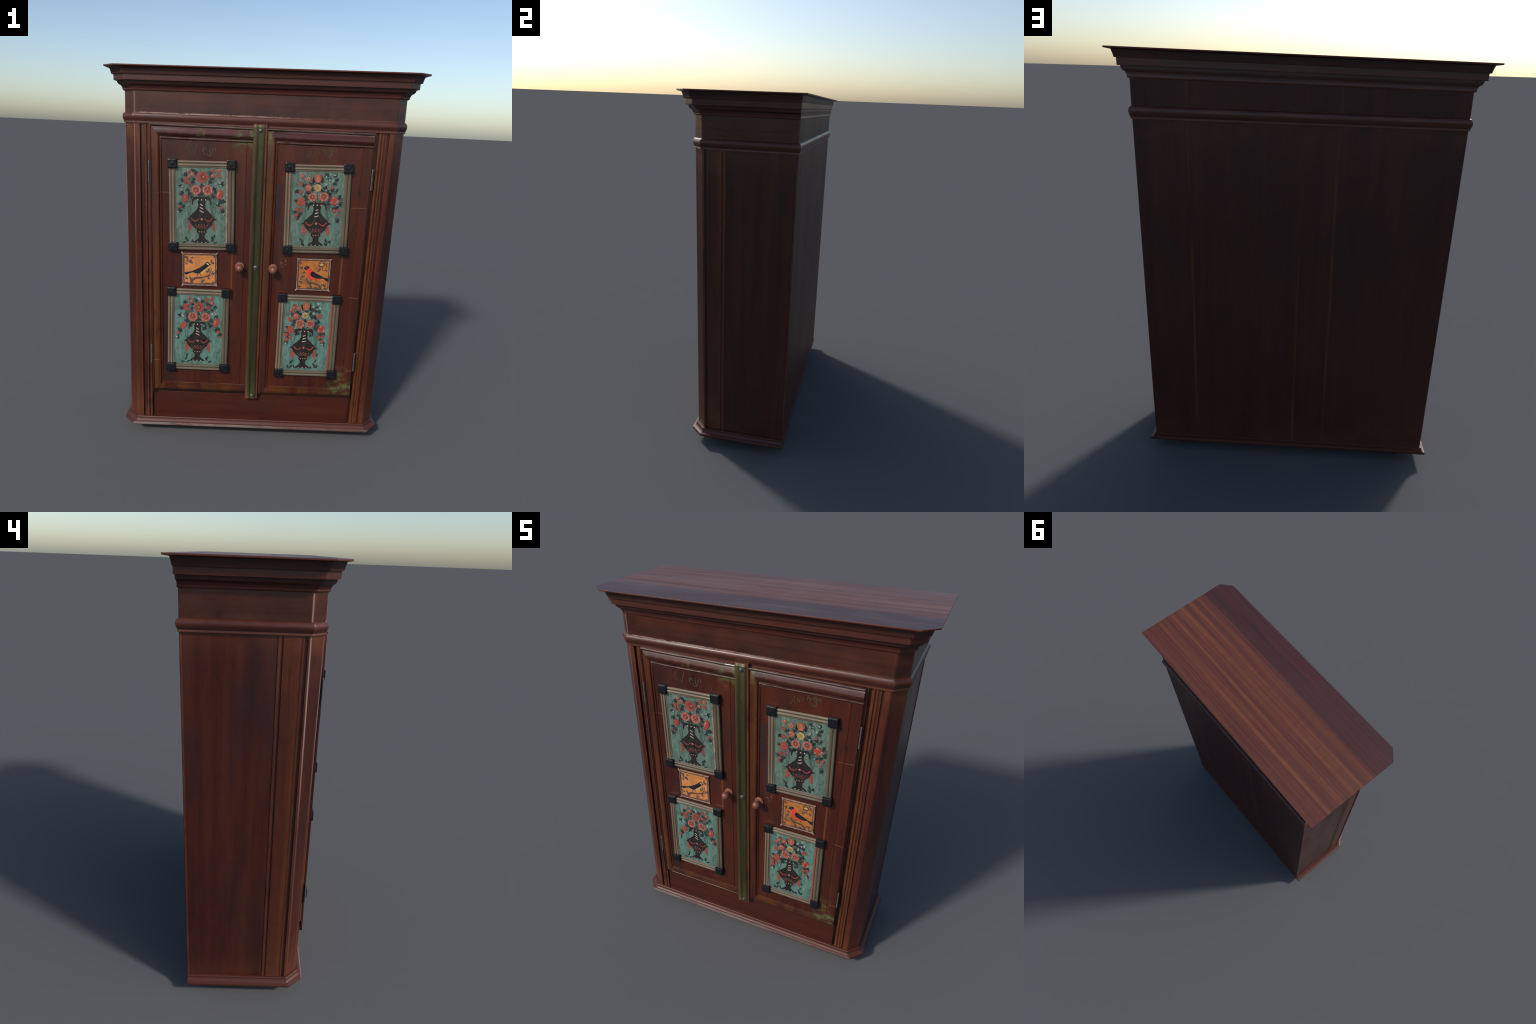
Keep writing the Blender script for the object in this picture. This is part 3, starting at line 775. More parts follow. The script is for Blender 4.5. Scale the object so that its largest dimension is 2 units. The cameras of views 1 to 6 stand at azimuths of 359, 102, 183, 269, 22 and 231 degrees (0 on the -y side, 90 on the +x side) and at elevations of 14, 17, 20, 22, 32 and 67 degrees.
# ------------------------------------------------------------------ painted work
class Painter:
    """lays thin coats of paint on a board: every stroke is a low slab, later strokes stand a hair higher"""

    def __init__(self, to_xz):
        self.to_xz, self.groups, self.level = to_xz, {}, 0.0004

    @staticmethod
    def ragged(p, amount=0.00075):
        """a hand-held brush never leaves a clean edge"""
        q = Vector((p[0] * 210, p[1] * 210, 3.7))
        r = Vector((p[0] * 60, p[1] * 60, 9.1))
        return (p[0] + amount * (mnoise.noise(q) + 0.8 * mnoise.noise(r)), p[1] + amount * (mnoise.noise(q + Vector((31, 7, 2))) + 0.8 * mnoise.noise(r + Vector((5, 17, 2)))))

    def slab(self, part, mat, pts):
        self.level += 0.000003
        pts = [self.ragged(p) for p in pts]
        h = self.level
        g = self.groups.setdefault((part, mat), Builder())
        n = len(pts)
        area = sum(pts[i][0] * pts[(i + 1) % n][1] - pts[(i + 1) % n][0] * pts[i][1] for i in range(n))
        if area < 0:
            pts = pts[::-1]
        g.add([(x, 0.0, z) for x, z in pts] + [(x, -h, z) for x, z in pts],
              [tuple(range(n, 2 * n))] + [(i, (i + 1) % n, n + (i + 1) % n, n + i) for i in range(n)])

    def up(self, d=0.00003):
        self.level += min(d, 0.00003)

    def blob(self, part, mat, uv, r, lobes=0, amp=0.0, phase=0.0, squash=1.0, turn=0.0, n=36, r_is_m=False):
        cx, cz = self.to_xz(*uv)
        pts = []
        for k in range(n):
            a = 2 * pi * k / n
            q = r * (1 + amp * cos(lobes * a + phase))
            x, z = q * cos(a), q * squash * sin(a)
            pts.append((cx + x * cos(turn) - z * sin(turn), cz + x * sin(turn) + z * cos(turn)))
        self.slab(part, mat, pts)

    def leaf(self, part, mat, uv, length, width, turn, bend=0.15):
        cx, cz = self.to_xz(*uv)
        pts = []
        for s in (1, -1):
            for k in range(7):
                t = k / 7
                t = t if s > 0 else 1 - t
                x = (t - 0.5) * length
                z = s * width * 0.5 * sin(pi * t) ** 0.8 + bend * length * (0.25 - (t - 0.5) ** 2)
                pts.append((cx + x * cos(turn) - z * sin(turn), cz + x * sin(turn) + z * cos(turn)))
        self.slab(part, mat, pts)

    def stroke(self, part, mat, uvs, w0, w1=None, smooth=6, raw=False):
        w1 = w0 if w1 is None else w1
        pts = [uv if raw else self.to_xz(*uv) for uv in uvs]
        if len(pts) > 2:
            pts = spline(pts, smooth)
        left, right = [], []
        for i, p in enumerate(pts):
            a, c = pts[max(i - 1, 0)], pts[min(i + 1, len(pts) - 1)]
            dx, dz = c[0] - a[0], c[1] - a[1]
            l = math.hypot(dx, dz) or 1.0
            w = lerp(w0, w1, i / max(len(pts) - 1, 1)) * 0.5
            left.append((p[0] - dz / l * w, p[1] + dx / l * w))
            right.append((p[0] + dz / l * w, p[1] - dx / l * w))
        g = left + right[::-1]
        # strips stay quads so that curls never fold over
        self.level += 0.000003
        left, right = [self.ragged(p) for p in left], [self.ragged(p) for p in right]
        h, n = self.level, len(left)
        bb = self.groups.setdefault((part, mat), Builder())
        v = [(x, 0, z) for x, z in left] + [(x, 0, z) for x, z in right] + [(x, -h, z) for x, z in left] + [(x, -h, z) for x, z in right]
        f = []
        for i in range(n - 1):
            f += [(2 * n + i, 3 * n + i, 3 * n + i + 1, 2 * n + i + 1), (i, 2 * n + i, 2 * n + i + 1, i + 1), (n + i, n + i + 1, 3 * n + i + 1, 3 * n + i)]
        f += [(0, n, 3 * n, 2 * n), (n - 1, 3 * n - 1, 4 * n - 1, 2 * n - 1)]
        bb.add(v, f)

    def shape(self, part, mat, uvs, smooth=5):
        self.slab(part, mat, spline([self.to_xz(*uv) for uv in uvs], smooth, closed=True))

    def emit(self, parent, stuff=()):
        parts = {}
        for (part, mat), g in self.groups.items():
            bb, mats = parts.setdefault(part, (Builder(), []))
            if mat not in mats:
                mats.append(mat)
            bb.add(g.v, g.f, mats.index(mat))
        for part, (bb, mats) in parts.items():
            name = part.split("#")[0]
            ob = bb.make(name, [M[m] for m in mats], parent=parent, smooth=False)
            if name in stuff:
                ob["kind"] = "stuff"


BAR = [(0.0, 0.0), (0.0, 0.0062), (0.05, 0.0086), (0.13, 0.0100), (0.22, 0.0098), (0.29, 0.0078), (0.33, 0.0058), (0.40, 0.0058), (0.45, 0.0082), (0.54, 0.0104),
       (0.64, 0.0104), (0.72, 0.0080), (0.76, 0.0062), (0.80, 0.0066), (0.87, 0.0066), (0.93, 0.0050), (0.96, 0.0026), (1.0, 0.0022), (1.0, 0.0)]


def frame_bar(parent, length, width, horizontal, flip, cx, cz, mat):
    """reeded frame bar; its inner lip points to the picture"""
    bb = Builder()
    rows = []
    for k in range(9):
        s = lerp(-length / 2, length / 2, k / 8)
        row = []
        for q, h in BAR:
            a = (0.5 - q) * width * (1 if flip else -1)
            row.append((s, -h, a) if horizontal else (a, -h, s))
        rows.append(row)
    bb.rings(rows)
    bb.v = [(x + cx, y, z + cz) for x, y, z in bb.v]
    return bb.make("frame_bar", M[mat], parent=parent, angle=40)


def corner_mesh(w, h):
    """hammered iron cap over a frame corner: pillowed top with a dented boss"""
    bb, n = Builder(), 12
    for j in range(n + 1):
        for i in range(n + 1):
            x, z = (i / n - 0.5) * w, (j / n - 0.5) * h
            e = min(i, n - i, j, n - j)
            y = 0.0140 - (0.0022 if e == 0 else 0.0)
            r = math.hypot(x, z)
            y += 0.0008 * math.exp(-(r / 0.0075) ** 2) - 0.0007 * math.exp(-((r - 0.0125) / 0.004) ** 2)
            y -= 0.0005 * (abs(x) / (w / 2)) ** 4
            bb.v.append((x, -y, z))
    for j in range(n):
        for i in range(n):
            a = j * (n + 1) + i
            bb.f.append((a, a + 1, a + n + 2, a + n + 1))
    rim = [i for i in range(n + 1)] + [(j + 1) * (n + 1) - 1 for j in range(1, n + 1)] + [n * (n + 1) + i for i in range(n - 1, -1, -1)] + [j * (n + 1) for j in range(n - 1, 0, -1)]
    base = len(bb.v)
    bb.v += [(bb.v[i][0] * 1.03, 0.004, bb.v[i][2] * 1.03) for i in rim]
    m = len(rim)
    bb.f += [(rim[k], base + k, base + (k + 1) % m, rim[(k + 1) % m]) for k in range(m)]
    bb.m = [0] * len(bb.f)
    return bb


VASE = [(0.000, 0.100), (0.020, 0.112), (0.045, 0.108), (0.075, 0.088), (0.110, 0.076), (0.160, 0.070), (0.210, 0.074), (0.270, 0.100), (0.330, 0.156), (0.390, 0.214), (0.440, 0.246),
        (0.472, 0.254), (0.500, 0.248), (0.560, 0.226), (0.620, 0.188), (0.680, 0.130), (0.712, 0.092), (0.735, 0.092), (0.755, 0.102), (0.775, 0.092), (0.800, 0.066), (0.860, 0.056),
        (0.895, 0.066), (0.925, 0.098), (0.955, 0.136), (0.985, 0.154), (1.000, 0.156)]


def floral_picture(centre, size, tilt, art, ground, seed, low=False, bare_edge=None):
    """one framed painting: board, bars, iron corners, vase of flowers"""
    rng = random.Random(seed)
    W, H = size
    bw, cw, ch = 0.0365, 0.0462, 0.0450
    # the opening of the frame
    x0, x1, z0, z1 = -W / 2 + 0.0420, W / 2 - 0.0440, -H / 2 + 0.0405, H / 2 - 0.0445
    bb = Builder()
    bb.box(-W / 2 + 0.012, W / 2 - 0.012, -0.0040, 0.0045, -H / 2 + 0.012, H / 2 - 0.012, bevel=0.0006)
    pic = bb.make("floral_picture", M[ground], parent=wardrobe, loc=(centre[0], -0.2705, centre[1]), tilt=tilt, angle=20)
    pic["label"] = "framed folk painting of a flower vase"

    frame_bar(pic, W - 2 * cw + 0.006, bw, True, True, 0.0, H / 2 - 0.0075 - bw / 2, "gilt_x")
    frame_bar(pic, W - 2 * cw + 0.006, bw, True, False, 0.0, -H / 2 + 0.0055 + bw / 2, "gilt_x")
    frame_bar(pic, H - 2 * ch + 0.006, bw, False, False, -W / 2 + 0.0045 + bw / 2, 0.0, "gilt_z")
    frame_bar(pic, H - 2 * ch + 0.006, bw, False, True, W / 2 - 0.0045 - bw / 2, 0.0, "gilt_z")
    if bare_edge:
        eb = Builder()
        eb.box(x1 - 0.0045, x1 + 0.0040, -0.0075, -0.003, z0 + 0.002, z1 - 0.002, bevel=0.001)
        eb.make("frame_lip", M[bare_edge], parent=pic)
    cb = corner_mesh(cw, ch)
    first = None
    for sx in (-1, 1):
        for sz in (-1, 1):
            if first is None:
                o = first = cb.make("frame_corner", M["iron"], parent=pic, angle=35)
            else:
                o = first.copy()
                bpy.context.scene.collection.objects.link(o)
            o.location = (sx * (W / 2 - cw / 2) + rng.uniform(-1, 1) * 0.0012, -0.0062, sz * (H / 2 - ch / 2) + rng.uniform(-1, 1) * 0.0012)
            o.rotation_euler = (0, rng.uniform(-0.03, 0.03) + (0 if sx > 0 else pi), 0)

    pw, ph = x1 - x0, z1 - z0
    P = Painter(lambda u, v: (x0 + u * pw, z1 - v * ph))
    P.level = 0.0042
    k = pw / 1000.0
    mil = lambda p: (p[0] / 1000.0, p[1] / 1000.0)

    # stems and twigs linking the flowers to the neck of the vase
    (ul, vl), (um, vm), (uf, vf) = art["vase"]
    axis = lambda s: (ul + (um - ul) * min(s / 0.47, 1) + (uf - um) * max((s - 0.47) / 0.53, 0), lerp(vl, vf, s))
    heads = art["rose"] + art["bud"] + art["red"] + art.get("tulip", []) + art.get("star", []) + art.get("tuliptop", [])
    for h in heads:
        u, v = mil(h)
        if v < vl + 0.14:
            kx = (u - ul) * 0.35
            P.stroke("painted_stem", "leaf", [(ul + kx * 0.2, vl + 0.005), (ul + kx * 1.5, lerp(vl, v, 0.45)), (u, v)], 0.0030, 0.0018)
    P.up()
    # soft pale greenery first, then black leaves, each cluster a little different
    for (u, v, a) in art["leaf"]:
        for j in range(4):
            P.leaf("painted_leaf", "shadow_leaf", ((u + rng.uniform(-42, 42)) / 1000, (v + rng.uniform(-26, 26)) / 1000), rng.uniform(0.014, 0.024), rng.uniform(0.006, 0.011),
                   radians(rng.uniform(0, 180)))
        P.level += 0.000002
    P.up()
    for (u, v, a) in art["leaf"]:
        n = rng.choice((2, 3, 3))
        for j in range(n):
            t = radians(-a + (j - (n - 1) / 2) * rng.uniform(35, 70))
            P.leaf("painted_leaf", "leaf", (u / 1000 + 0.022 * cos(t) * rng.uniform(0.2, 1), v / 1000 - 0.016 * sin(t) * rng.uniform(0.2, 1)),
                   rng.uniform(0.019, 0.029), rng.uniform(0.0080, 0.0125), t, rng.uniform(-0.3, 0.3))
        P.level += 0.000002
    for (u, v, a) in art["plant"]:
        P.leaf("painted_leaf", "leaf", (u / 1000, v / 1000), rng.uniform(0.018, 0.027), rng.uniform(0.006, 0.009), radians(-a if low else -a + 10), 0.2)
        P.leaf("painted_leaf", "leaf", (u / 1000 + rng.uniform(-0.03, 0.03), v / 1000 + 0.012), rng.uniform(0.012, 0.018), 0.006, radians(-a + rng.uniform(-60, 60)), 0.2)
    P.up()

    # hanging rings and cords either side of the vase
    for s in (-1, 1):
        cu = um + s * 0.248
        for (a, c) in (((cu - 0.034, 0.500), (cu + 0.034, 0.500)), ((cu + 0.034, 0.500), (cu + 0.026, 0.590)), ((cu + 0.026, 0.590), (cu - 0.026, 0.590)), ((cu - 0.026, 0.590), (cu - 0.034, 0.500)),
                       ((cu - 0.012, 0.590), (cu - 0.010, 0.655)), ((cu + 0.014, 0.590), (cu + 0.012, 0.655))):
            P.stroke("painted_ring", "shadow_leaf", [a, c], 0.0026)
    P.up()
    # vase silhouette with its drooping handles
    left, right = [], []
    for s, w in VASE:
        cu, cv = axis(s)
        left.append((cu - w, cv))
        right.append((cu + w, cv))
    P.slab("painted_vase", "black", [P.to_xz(*p) for p in spline(left, 3) + spline(right, 3)[::-1]])
    for s in (-1, 1):
        P.stroke("painted_vase", "black", [(ul + s * 0.085, vl + 0.010), (ul + s * 0.140, vl + 0.010), (ul + s * 0.172, vl + 0.045), (ul + s * 0.188, vl + 0.100)], 0.0130, 0.0050)
        P.leaf("painted_vase", "black", (um + s * 0.262, vm + 0.004), 0.018, 0.009, 0.0)
    P.up()
    # drops hanging from the shoulders
    for s in (-1, 1):
        cu = um + s * 0.243
        P.shape("painted_tassel", "red" if low or seed % 2 == 0 else "rose_red",
                [(cu - 0.008, vm + 0.028), (cu + 0.020, vm + 0.060), (cu + 0.034 - 0.008 * s, vm + 0.115), (cu + 0.012, vm + 0.165), (cu - 0.028, vm + 0.125), (cu - 0.030, vm + 0.075)])
    P.up()
    # swags, centre rose, dots and dashes on the vase
    swag = "red" if seed % 2 == 0 else "rose_red"
    for s in (-1, 1):
        P.stroke("vase_ornament", swag, [(um + s * 0.212, vm - 0.014), (um + s * 0.165, vm + 0.020), (um + s * 0.105, vm + 0.024), (um + s * 0.050, vm - 0.004)], 0.0060, 0.0030)
        P.stroke("vase_ornament", "maroon", [(um + s * 0.205, vm + 0.004), (um + s * 0.150, vm + 0.036), (um + s * 0.090, vm + 0.034)], 0.0026, 0.0016)
    for j in range(7):
        a = (j - 3) / 3
        P.leaf("vase_ornament", "maroon", (um + a * 0.095, vm + 0.100 + 0.014 * abs(a)), 0.022, 0.0062, radians(90 + 22 * a))
    P.up()
    P.blob("vase_ornament", "rose", (um, vm + 0.002), 0.0066)
    for j in range(5):
        a = (j - 2) / 2
        P.blob("vase_ornament", "pale" if j % 2 else "rose", (um + a * 0.12, vm + 0.074 + 0.012 * abs(a)), 0.0024)
    for j in range(3):
        cu, cv = axis(0.055)
        P.blob("vase_ornament", "white", (cu + (j - 1) * 0.078, cv), 0.0031, squash=1.2)
        cu, cv = axis(0.755)
        P.blob("vase_ornament", "pale", (cu + (j - 1) * 0.052, cv), 0.0028)
        cu, cv = axis(0.985)
        P.blob("vase_ornament", "white", (cu + (j - 1) * 0.085, cv), 0.0036, squash=0.5)
        cu, cv = axis(0.165 + 0.072 * j)
        w, sl = 0.026 + 0.008 * j, (0.012 if seed in (1, 3) else -0.008)
        P.stroke("vase_ornament", "white", [(cu - w, cv - sl), (cu + w, cv + sl)], 0.0052, 0.0042)
    P.up()
    P.blob("vase_ornament", "pale", (um - 0.004, vm + 0.0), 0.0034)
    P.up()

    # flowers
    for i, (u, v, r) in enumerate(art["rose"]):
        part, R = "painted_rose#%d" % i, r * k * 0.98
        big = i == 0 and len(art["rose"]) == 3
        outer, inner = ("rose_red", "rose_deep") if big else ("rose", "rose_deep")
        c = mil((u, v))
        P.blob(part, outer, c, R, 7, 0.07, rng.uniform(0, 6), squash=rng.uniform(0.95, 1.08))
        P.up()
        for j in range(7):
            a = j * 2 * pi / 7 + rng.uniform(0, 0.5)
            P.blob(part, "rose" if big else "pale", (c[0] + 0.72 * r / 1000 * cos(a), c[1] + 0.72 * r / 1000 * sin(a) * pw / ph), R * 0.27, squash=0.62, turn=-a + 1.57, n=14)
        P.up()
        P.blob(part, outer, c, R * 0.66, 6, 0.06, rng.uniform(0, 6))
        P.up()
        off = (c[0] + rng.uniform(-0.25, 0.25) * r / 1000, c[1] - rng.uniform(-0.05, 0.25) * r / 1000 * pw / ph)
        P.blob(part, inner, off, R * 0.46, 5, 0.10, rng.uniform(0, 6))
        P.up()
        for j in range(3):
            a = rng.uniform(0, 6)
            P.stroke(part, outer, [(off[0] + 0.30 * r / 1000 * cos(a + q), off[1] + 0.30 * r / 1000 * sin(a + q) * pw / ph) for q in (0, 0.6, 1.2)], R * 0.13)
        P.blob(part, "pale", off, R * 0.15, n=14)
        P.up()
    for i, (u, v, r) in enumerate(art["bud"]):
        c, R = mil((u, v)), r * k
        P.blob("painted_blossom", "rose" if not low else "rose_red", c, R, 5, 0.09, rng.uniform(0, 6), n=24)
        P.up()
        P.blob("painted_blossom", "pale" if not (i % 3 == 2) else "rose_red", (c[0] - 0.006, c[1] - 0.006), R * 0.58, 5, 0.1, rng.uniform(0, 6), n=20)
        P.up()
        P.blob("painted_blossom", "rose_deep" if i % 2 else "rose", c, R * 0.26, n=12)
        P.up()
    for (u, v, r) in art["red"]:
        c, R = mil((u, v)), r * k
        P.blob("painted_blossom", "red" if low or r > 50 else "rose_red", c, R, 5, 0.11, rng.uniform(0, 6), squash=1.1, n=26)
        P.up()
        P.blob("painted_blossom", "rose", (c[0] + 0.004, c[1] - 0.004), R * 0.55, 3, 0.15, rng.uniform(0, 6), n=18)
        P.up()
        P.blob("painted_blossom", "rose_deep", c, R * 0.20, n=10)
        P.up()
    for i, (u, v, r) in enumerate(art.get("tulip", [])):
        c, R = mil((u, v)), r * k
        t = radians(60 if i == 0 else 72)
        P.blob("painted_tulip#%d" % i, "red" if low or i else "rose_red", c, R, 2, 0.03, 0, squash=0.62 if i else 0.85, turn=t)
        P.up()
        P.blob("painted_tulip#%d" % i, "pale" if i else "rose", (c[0] - (0.022 if i else 0.006), c[1] - 0.008), R * (0.55 if i else 0.6), squash=0.28 if i else 0.5, turn=t)
        P.up()
        P.blob("painted_tulip#%d" % i, "rose_red", (c[0] + 0.006, c[1] + 0.01), R * 0.4, squash=0.3, turn=t)
        P.up()
    for (u, v, r) in art.get("star", []):
        c, R = mil((u, v)), r * k
        for j in range(10):
            a = 2 * pi * j / 10
            P.leaf("painted_star_flower", "pale" if j % 3 == 0 else "red", (c[0] + 0.55 * r / 1000 * cos(a), c[1] - 0.55 * r / 1000 * sin(a) * pw / ph), R * 1.0, R * 0.46, a, 0)
        P.up()
        P.blob("painted_star_flower", "red", c, R * 0.5, 8, 0.12)
        P.up()
        for j in range(5):
            a = radians(-60 + 35 * j)
            P.stroke("painted_star_flower", "rose_deep", [c, (c[0] + 0.6 * r / 1000 * cos(a), c[1] - 0.6 * r / 1000 * sin(a) * pw / ph)], 0.0020, 0.0008)
        P.up()
    for (u, v, r) in art.get("tuliptop", []):
        c, R = mil((u, v)), r * k
        for j in (-1, 1):
            P.leaf("painted_tulip", "black", (c[0] + j * 0.075, c[1] + 0.010), R * 1.9, R * 0.55, radians(90 + 10 * j), 0)
        P.up()
        for j in (-1, 0, 1):
            P.leaf("painted_tulip", "orange", (c[0] + j * 0.042, c[1]), R * 2.1, R * 0.78, radians(90 - 9 * j), 0)
            P.up(0.0001)
        for j in (-1.5, -0.5, 0.5, 1.5):
            P.stroke("painted_tulip", "pale" if abs(j) < 1 else "rose_red", [(c[0] + j * 0.030, c[1] + 0.055), (c[0] + j * 0.034, c[1] - 0.045)], 0.0032, 0.0012)
        P.up()
    for (u, v, r) in art.get("yellow", []):
        c, R = mil((u, v)), r * k
        for j in range(7):
            a = 2 * pi * j / 7
            P.blob("painted_yellow_flower", "yellow", (c[0] + 0.6 * r / 1000 * cos(a), c[1] - 0.6 * r / 1000 * sin(a) * pw / ph), R * 0.40, n=14)
        P.up()
        P.blob("painted_yellow_flower", "orange" if seed == 2 else "tile_leaf", c, R * 0.28, n=14)
        P.up()
        P.blob("painted_yellow_flower", "yellow", c, R * 0.12, n=10)
        P.up()
    for (u, v, r) in art["white"]:
        c = mil((u, v))
        for j in range(4):
            a = rng.uniform(0, 6)
            P.blob("painted_blossom", "blue_white", (c[0] + 0.9 * r / 1000 * cos(a), c[1] + 0.9 * r / 1000 * sin(a) * pw / ph), r * k * 0.55, n=12)
        P.level += 0.000004
        P.blob("painted_blossom", "white", c, r * k * 0.50, n=12)
    P.emit(pic, stuff=("painted_leaf", "painted_blossom", "painted_stem", "vase_ornament", "painted_ring"))
    return pic


ART = {
    'UL': dict(
        vase=((0.495, 0.376), (0.496, 0.667), (0.497, 0.992)),
        rose=[(505, 114, 121), (385, 279, 102), (613, 282, 108)],
        bud=[(241, 36, 43), (310, 78, 43), (737, 28, 41), (837, 27, 41), (712, 95, 41), (832, 92, 43)],
        red=[(164, 142, 36), (234, 120, 33), (177, 184, 31), (252, 192, 33), (896, 511, 33), (52, 510, 28)],
        tulip=[(168, 391, 79), (848, 335, 102)],
        white=[(125, 239, 23), (110, 278, 18), (783, 196, 20), (846, 183, 25), (874, 216, 18), (936, 595, 18), (812, 453, 18), (26, 569, 15), (222, 19, 13)],
        leaf=[(171, 91, -50), (114, 151, 30), (69, 231, 10), (99, 328, 40), (316, 183, -60), (379, 69, -70), (328, 132, 45), (214, 281, 30), (251, 331, 45), (289, 369, 70), (657, 180, -50), (688, 133, -30), (668, 58, 10), (746, 276, -70), (766, 318, -50), (715, 361, 70), (891, 199, 20), (875, 427, 20), (933, 439, -60), (819, 474, -20), (903, 558, 0), (123, 497, 40), (72, 464, -10), (52, 552, 60), (495, 219, 90), (499, 325, 90), (316, 27, 40), (662, 75, 60)],
        plant=[(183, 927, 60), (211, 956, 75), (313, 964, 80), (163, 982, 0), (709, 918, -60), (729, 952, -80), (751, 897, -60), (775, 989, 0)],
    ),
    'UR': dict(
        vase=((0.504, 0.401), (0.496, 0.678), (0.504, 0.985)),
        rose=[(398, 327, 91), (624, 319, 98)],
        bud=[(310, 206, 69), (303, 93, 53), (151, 150, 45), (177, 54, 45)],
        red=[(156, 263, 43), (169, 393, 78), (99, 494, 38), (182, 502, 35), (90, 566, 33), (80, 616, 23), (846, 505, 35), (940, 495, 35), (900, 559, 23), (785, 198, 28)],
        star=[(839, 370, 94)],
        tuliptop=[(489, 77, 88)],
        yellow=[(497, 203, 78)],
        white=[(662, 57, 20), (791, 109, 23), (663, 150, 23), (727, 94, 20), (662, 230, 18), (208, 296, 15), (829, 33, 18), (780, 481, 15)],
        leaf=[(410, 100, 80), (574, 97, -80), (363, 151, 40), (215, 179, -60), (295, 269, 20), (234, 312, 50), (274, 345, 80), (290, 412, 60), (68, 382, 0), (80, 248, 60), (393, 234, -40), (642, 213, -60), (695, 254, -40), (735, 296, -50), (781, 236, -20), (869, 243, -40), (825, 151, -50), (865, 100, -30), (708, 86, 20), (654, 28, 0), (842, 41, -60), (932, 327, -50), (958, 411, 20), (741, 372, -60), (898, 454, 10), (837, 471, 30), (159, 548, 40), (57, 533, 10), (111, 599, 50), (931, 622, 70), (776, 329, 40), (718, 406, 75), (494, 148, 0), (594, 239, 60)],
        plant=[(203, 908, 60), (225, 950, 75), (252, 970, 80), (710, 903, -80), (726, 953, 85), (782, 928, -40), (695, 962, 60)],
    ),
    'LL': dict(
        vase=((0.487, 0.379), (0.498, 0.650), (0.490, 0.956)),
        rose=[(512, 158, 112), (383, 301, 107), (655, 303, 104)],
        bud=[(287, 31, 39), (348, 85, 46), (677, 48, 41), (772, 33, 39), (786, 96, 44), (705, 162, 44)],
        red=[(199, 144, 41), (265, 138, 34), (230, 185, 41), (290, 201, 27), (82, 544, 32), (943, 514, 37), (977, 581, 20)],
        tulip=[(178, 432, 80), (888, 379, 100)],
        white=[(515, 39, 37), (177, 288, 29), (816, 253, 29), (871, 247, 27), (845, 218, 20), (39, 604, 24), (152, 267, 20)],
        leaf=[(204, 93, 60), (139, 179, 20), (80, 282, 0), (356, 195, -70), (367, 119, -50), (243, 257, 40), (255, 308, 50), (238, 359, 20), (263, 375, -30), (634, 210, -50), (679, 116, 0), (751, 127, 20), (849, 167, -40), (707, 238, -30), (790, 202, 20), (772, 356, -20), (725, 399, 30), (763, 424, 60), (884, 285, 20), (923, 472, -10), (887, 490, -20), (964, 556, 0), (118, 509, 30), (93, 497, 10), (57, 600, 20), (502, 243, 90), (504, 328, 90), (582, 71, 30), (342, 416, 80), (444, 66, 60), (630, 461, 60)],
        plant=[(270, 871, -80), (252, 918, -70), (682, 927, 60), (713, 905, -50), (185, 970, 10), (309, 959, -20), (777, 960, -20)],
    ),
    'LR': dict(
        vase=((0.445, 0.394), (0.447, 0.665), (0.447, 0.971)),
        rose=[(336, 318, 101), (560, 312, 94)],
        bud=[(238, 211, 78), (130, 130, 48), (197, 58, 45), (294, 100, 53), (182, 94, 38)],
        red=[(105, 258, 45), (135, 410, 81), (46, 482, 38), (130, 511, 33), (62, 552, 38), (746, 198, 45), (766, 504, 38), (858, 488, 33), (832, 559, 33)],
        star=[(801, 385, 91)],
        tuliptop=[(445, 61, 91)],
        yellow=[(441, 193, 75)],
        white=[(599, 58, 28), (700, 20, 25), (751, 80, 25), (617, 158, 30), (538, 225, 18), (103, 104, 15), (345, 107, 15), (45, 609, 23), (848, 606, 20), (684, 95, 18)],
        leaf=[(366, 72, 80), (525, 59, -80), (453, 131, 0), (154, 182, 60), (322, 187, -60), (195, 286, 30), (169, 330, 10), (246, 416, 60), (288, 450, 70), (66, 368, 20), (544, 173, -40), (574, 111, 10), (638, 127, 50), (714, 133, 10), (657, 74, 30), (586, 207, 30), (651, 231, -30), (719, 282, -20), (678, 300, 60), (665, 353, 80), (696, 396, -70), (728, 352, -20), (621, 188, 70), (779, 464, 10), (842, 462, -10), (846, 589, 0), (56, 596, 10), (79, 508, 40), (449, 262, 90), (597, 407, 80), (579, 469, 75), (244, 154, 0), (50, 460, 30), (801, 533, 30)],
        plant=[(181, 890, 70), (218, 872, -70), (252, 950, 80), (201, 951, -60), (124, 953, 60), (683, 912, 60), (734, 858, -60), (718, 937, -70), (764, 945, -60), (754, 762, -50), (631, 957, 70)],
    ),
}

floral_picture((-0.3027, 1.3122), (0.3410, 0.4690), -0.021, ART["UL"], "teal", 1, bare_edge="cream")
floral_picture((0.2836, 1.3197), (0.3390, 0.4680), -0.022, ART["UR"], "teal", 2)
floral_picture((-0.3094, 0.6387), (0.3340, 0.4760), 0.0, ART["LL"], "teal_low", 3, low=True)
floral_picture((0.2795, 0.6283), (0.3345, 0.4790), 0.0, ART["LR"], "teal_low", 4, low=True, bare_edge="red")


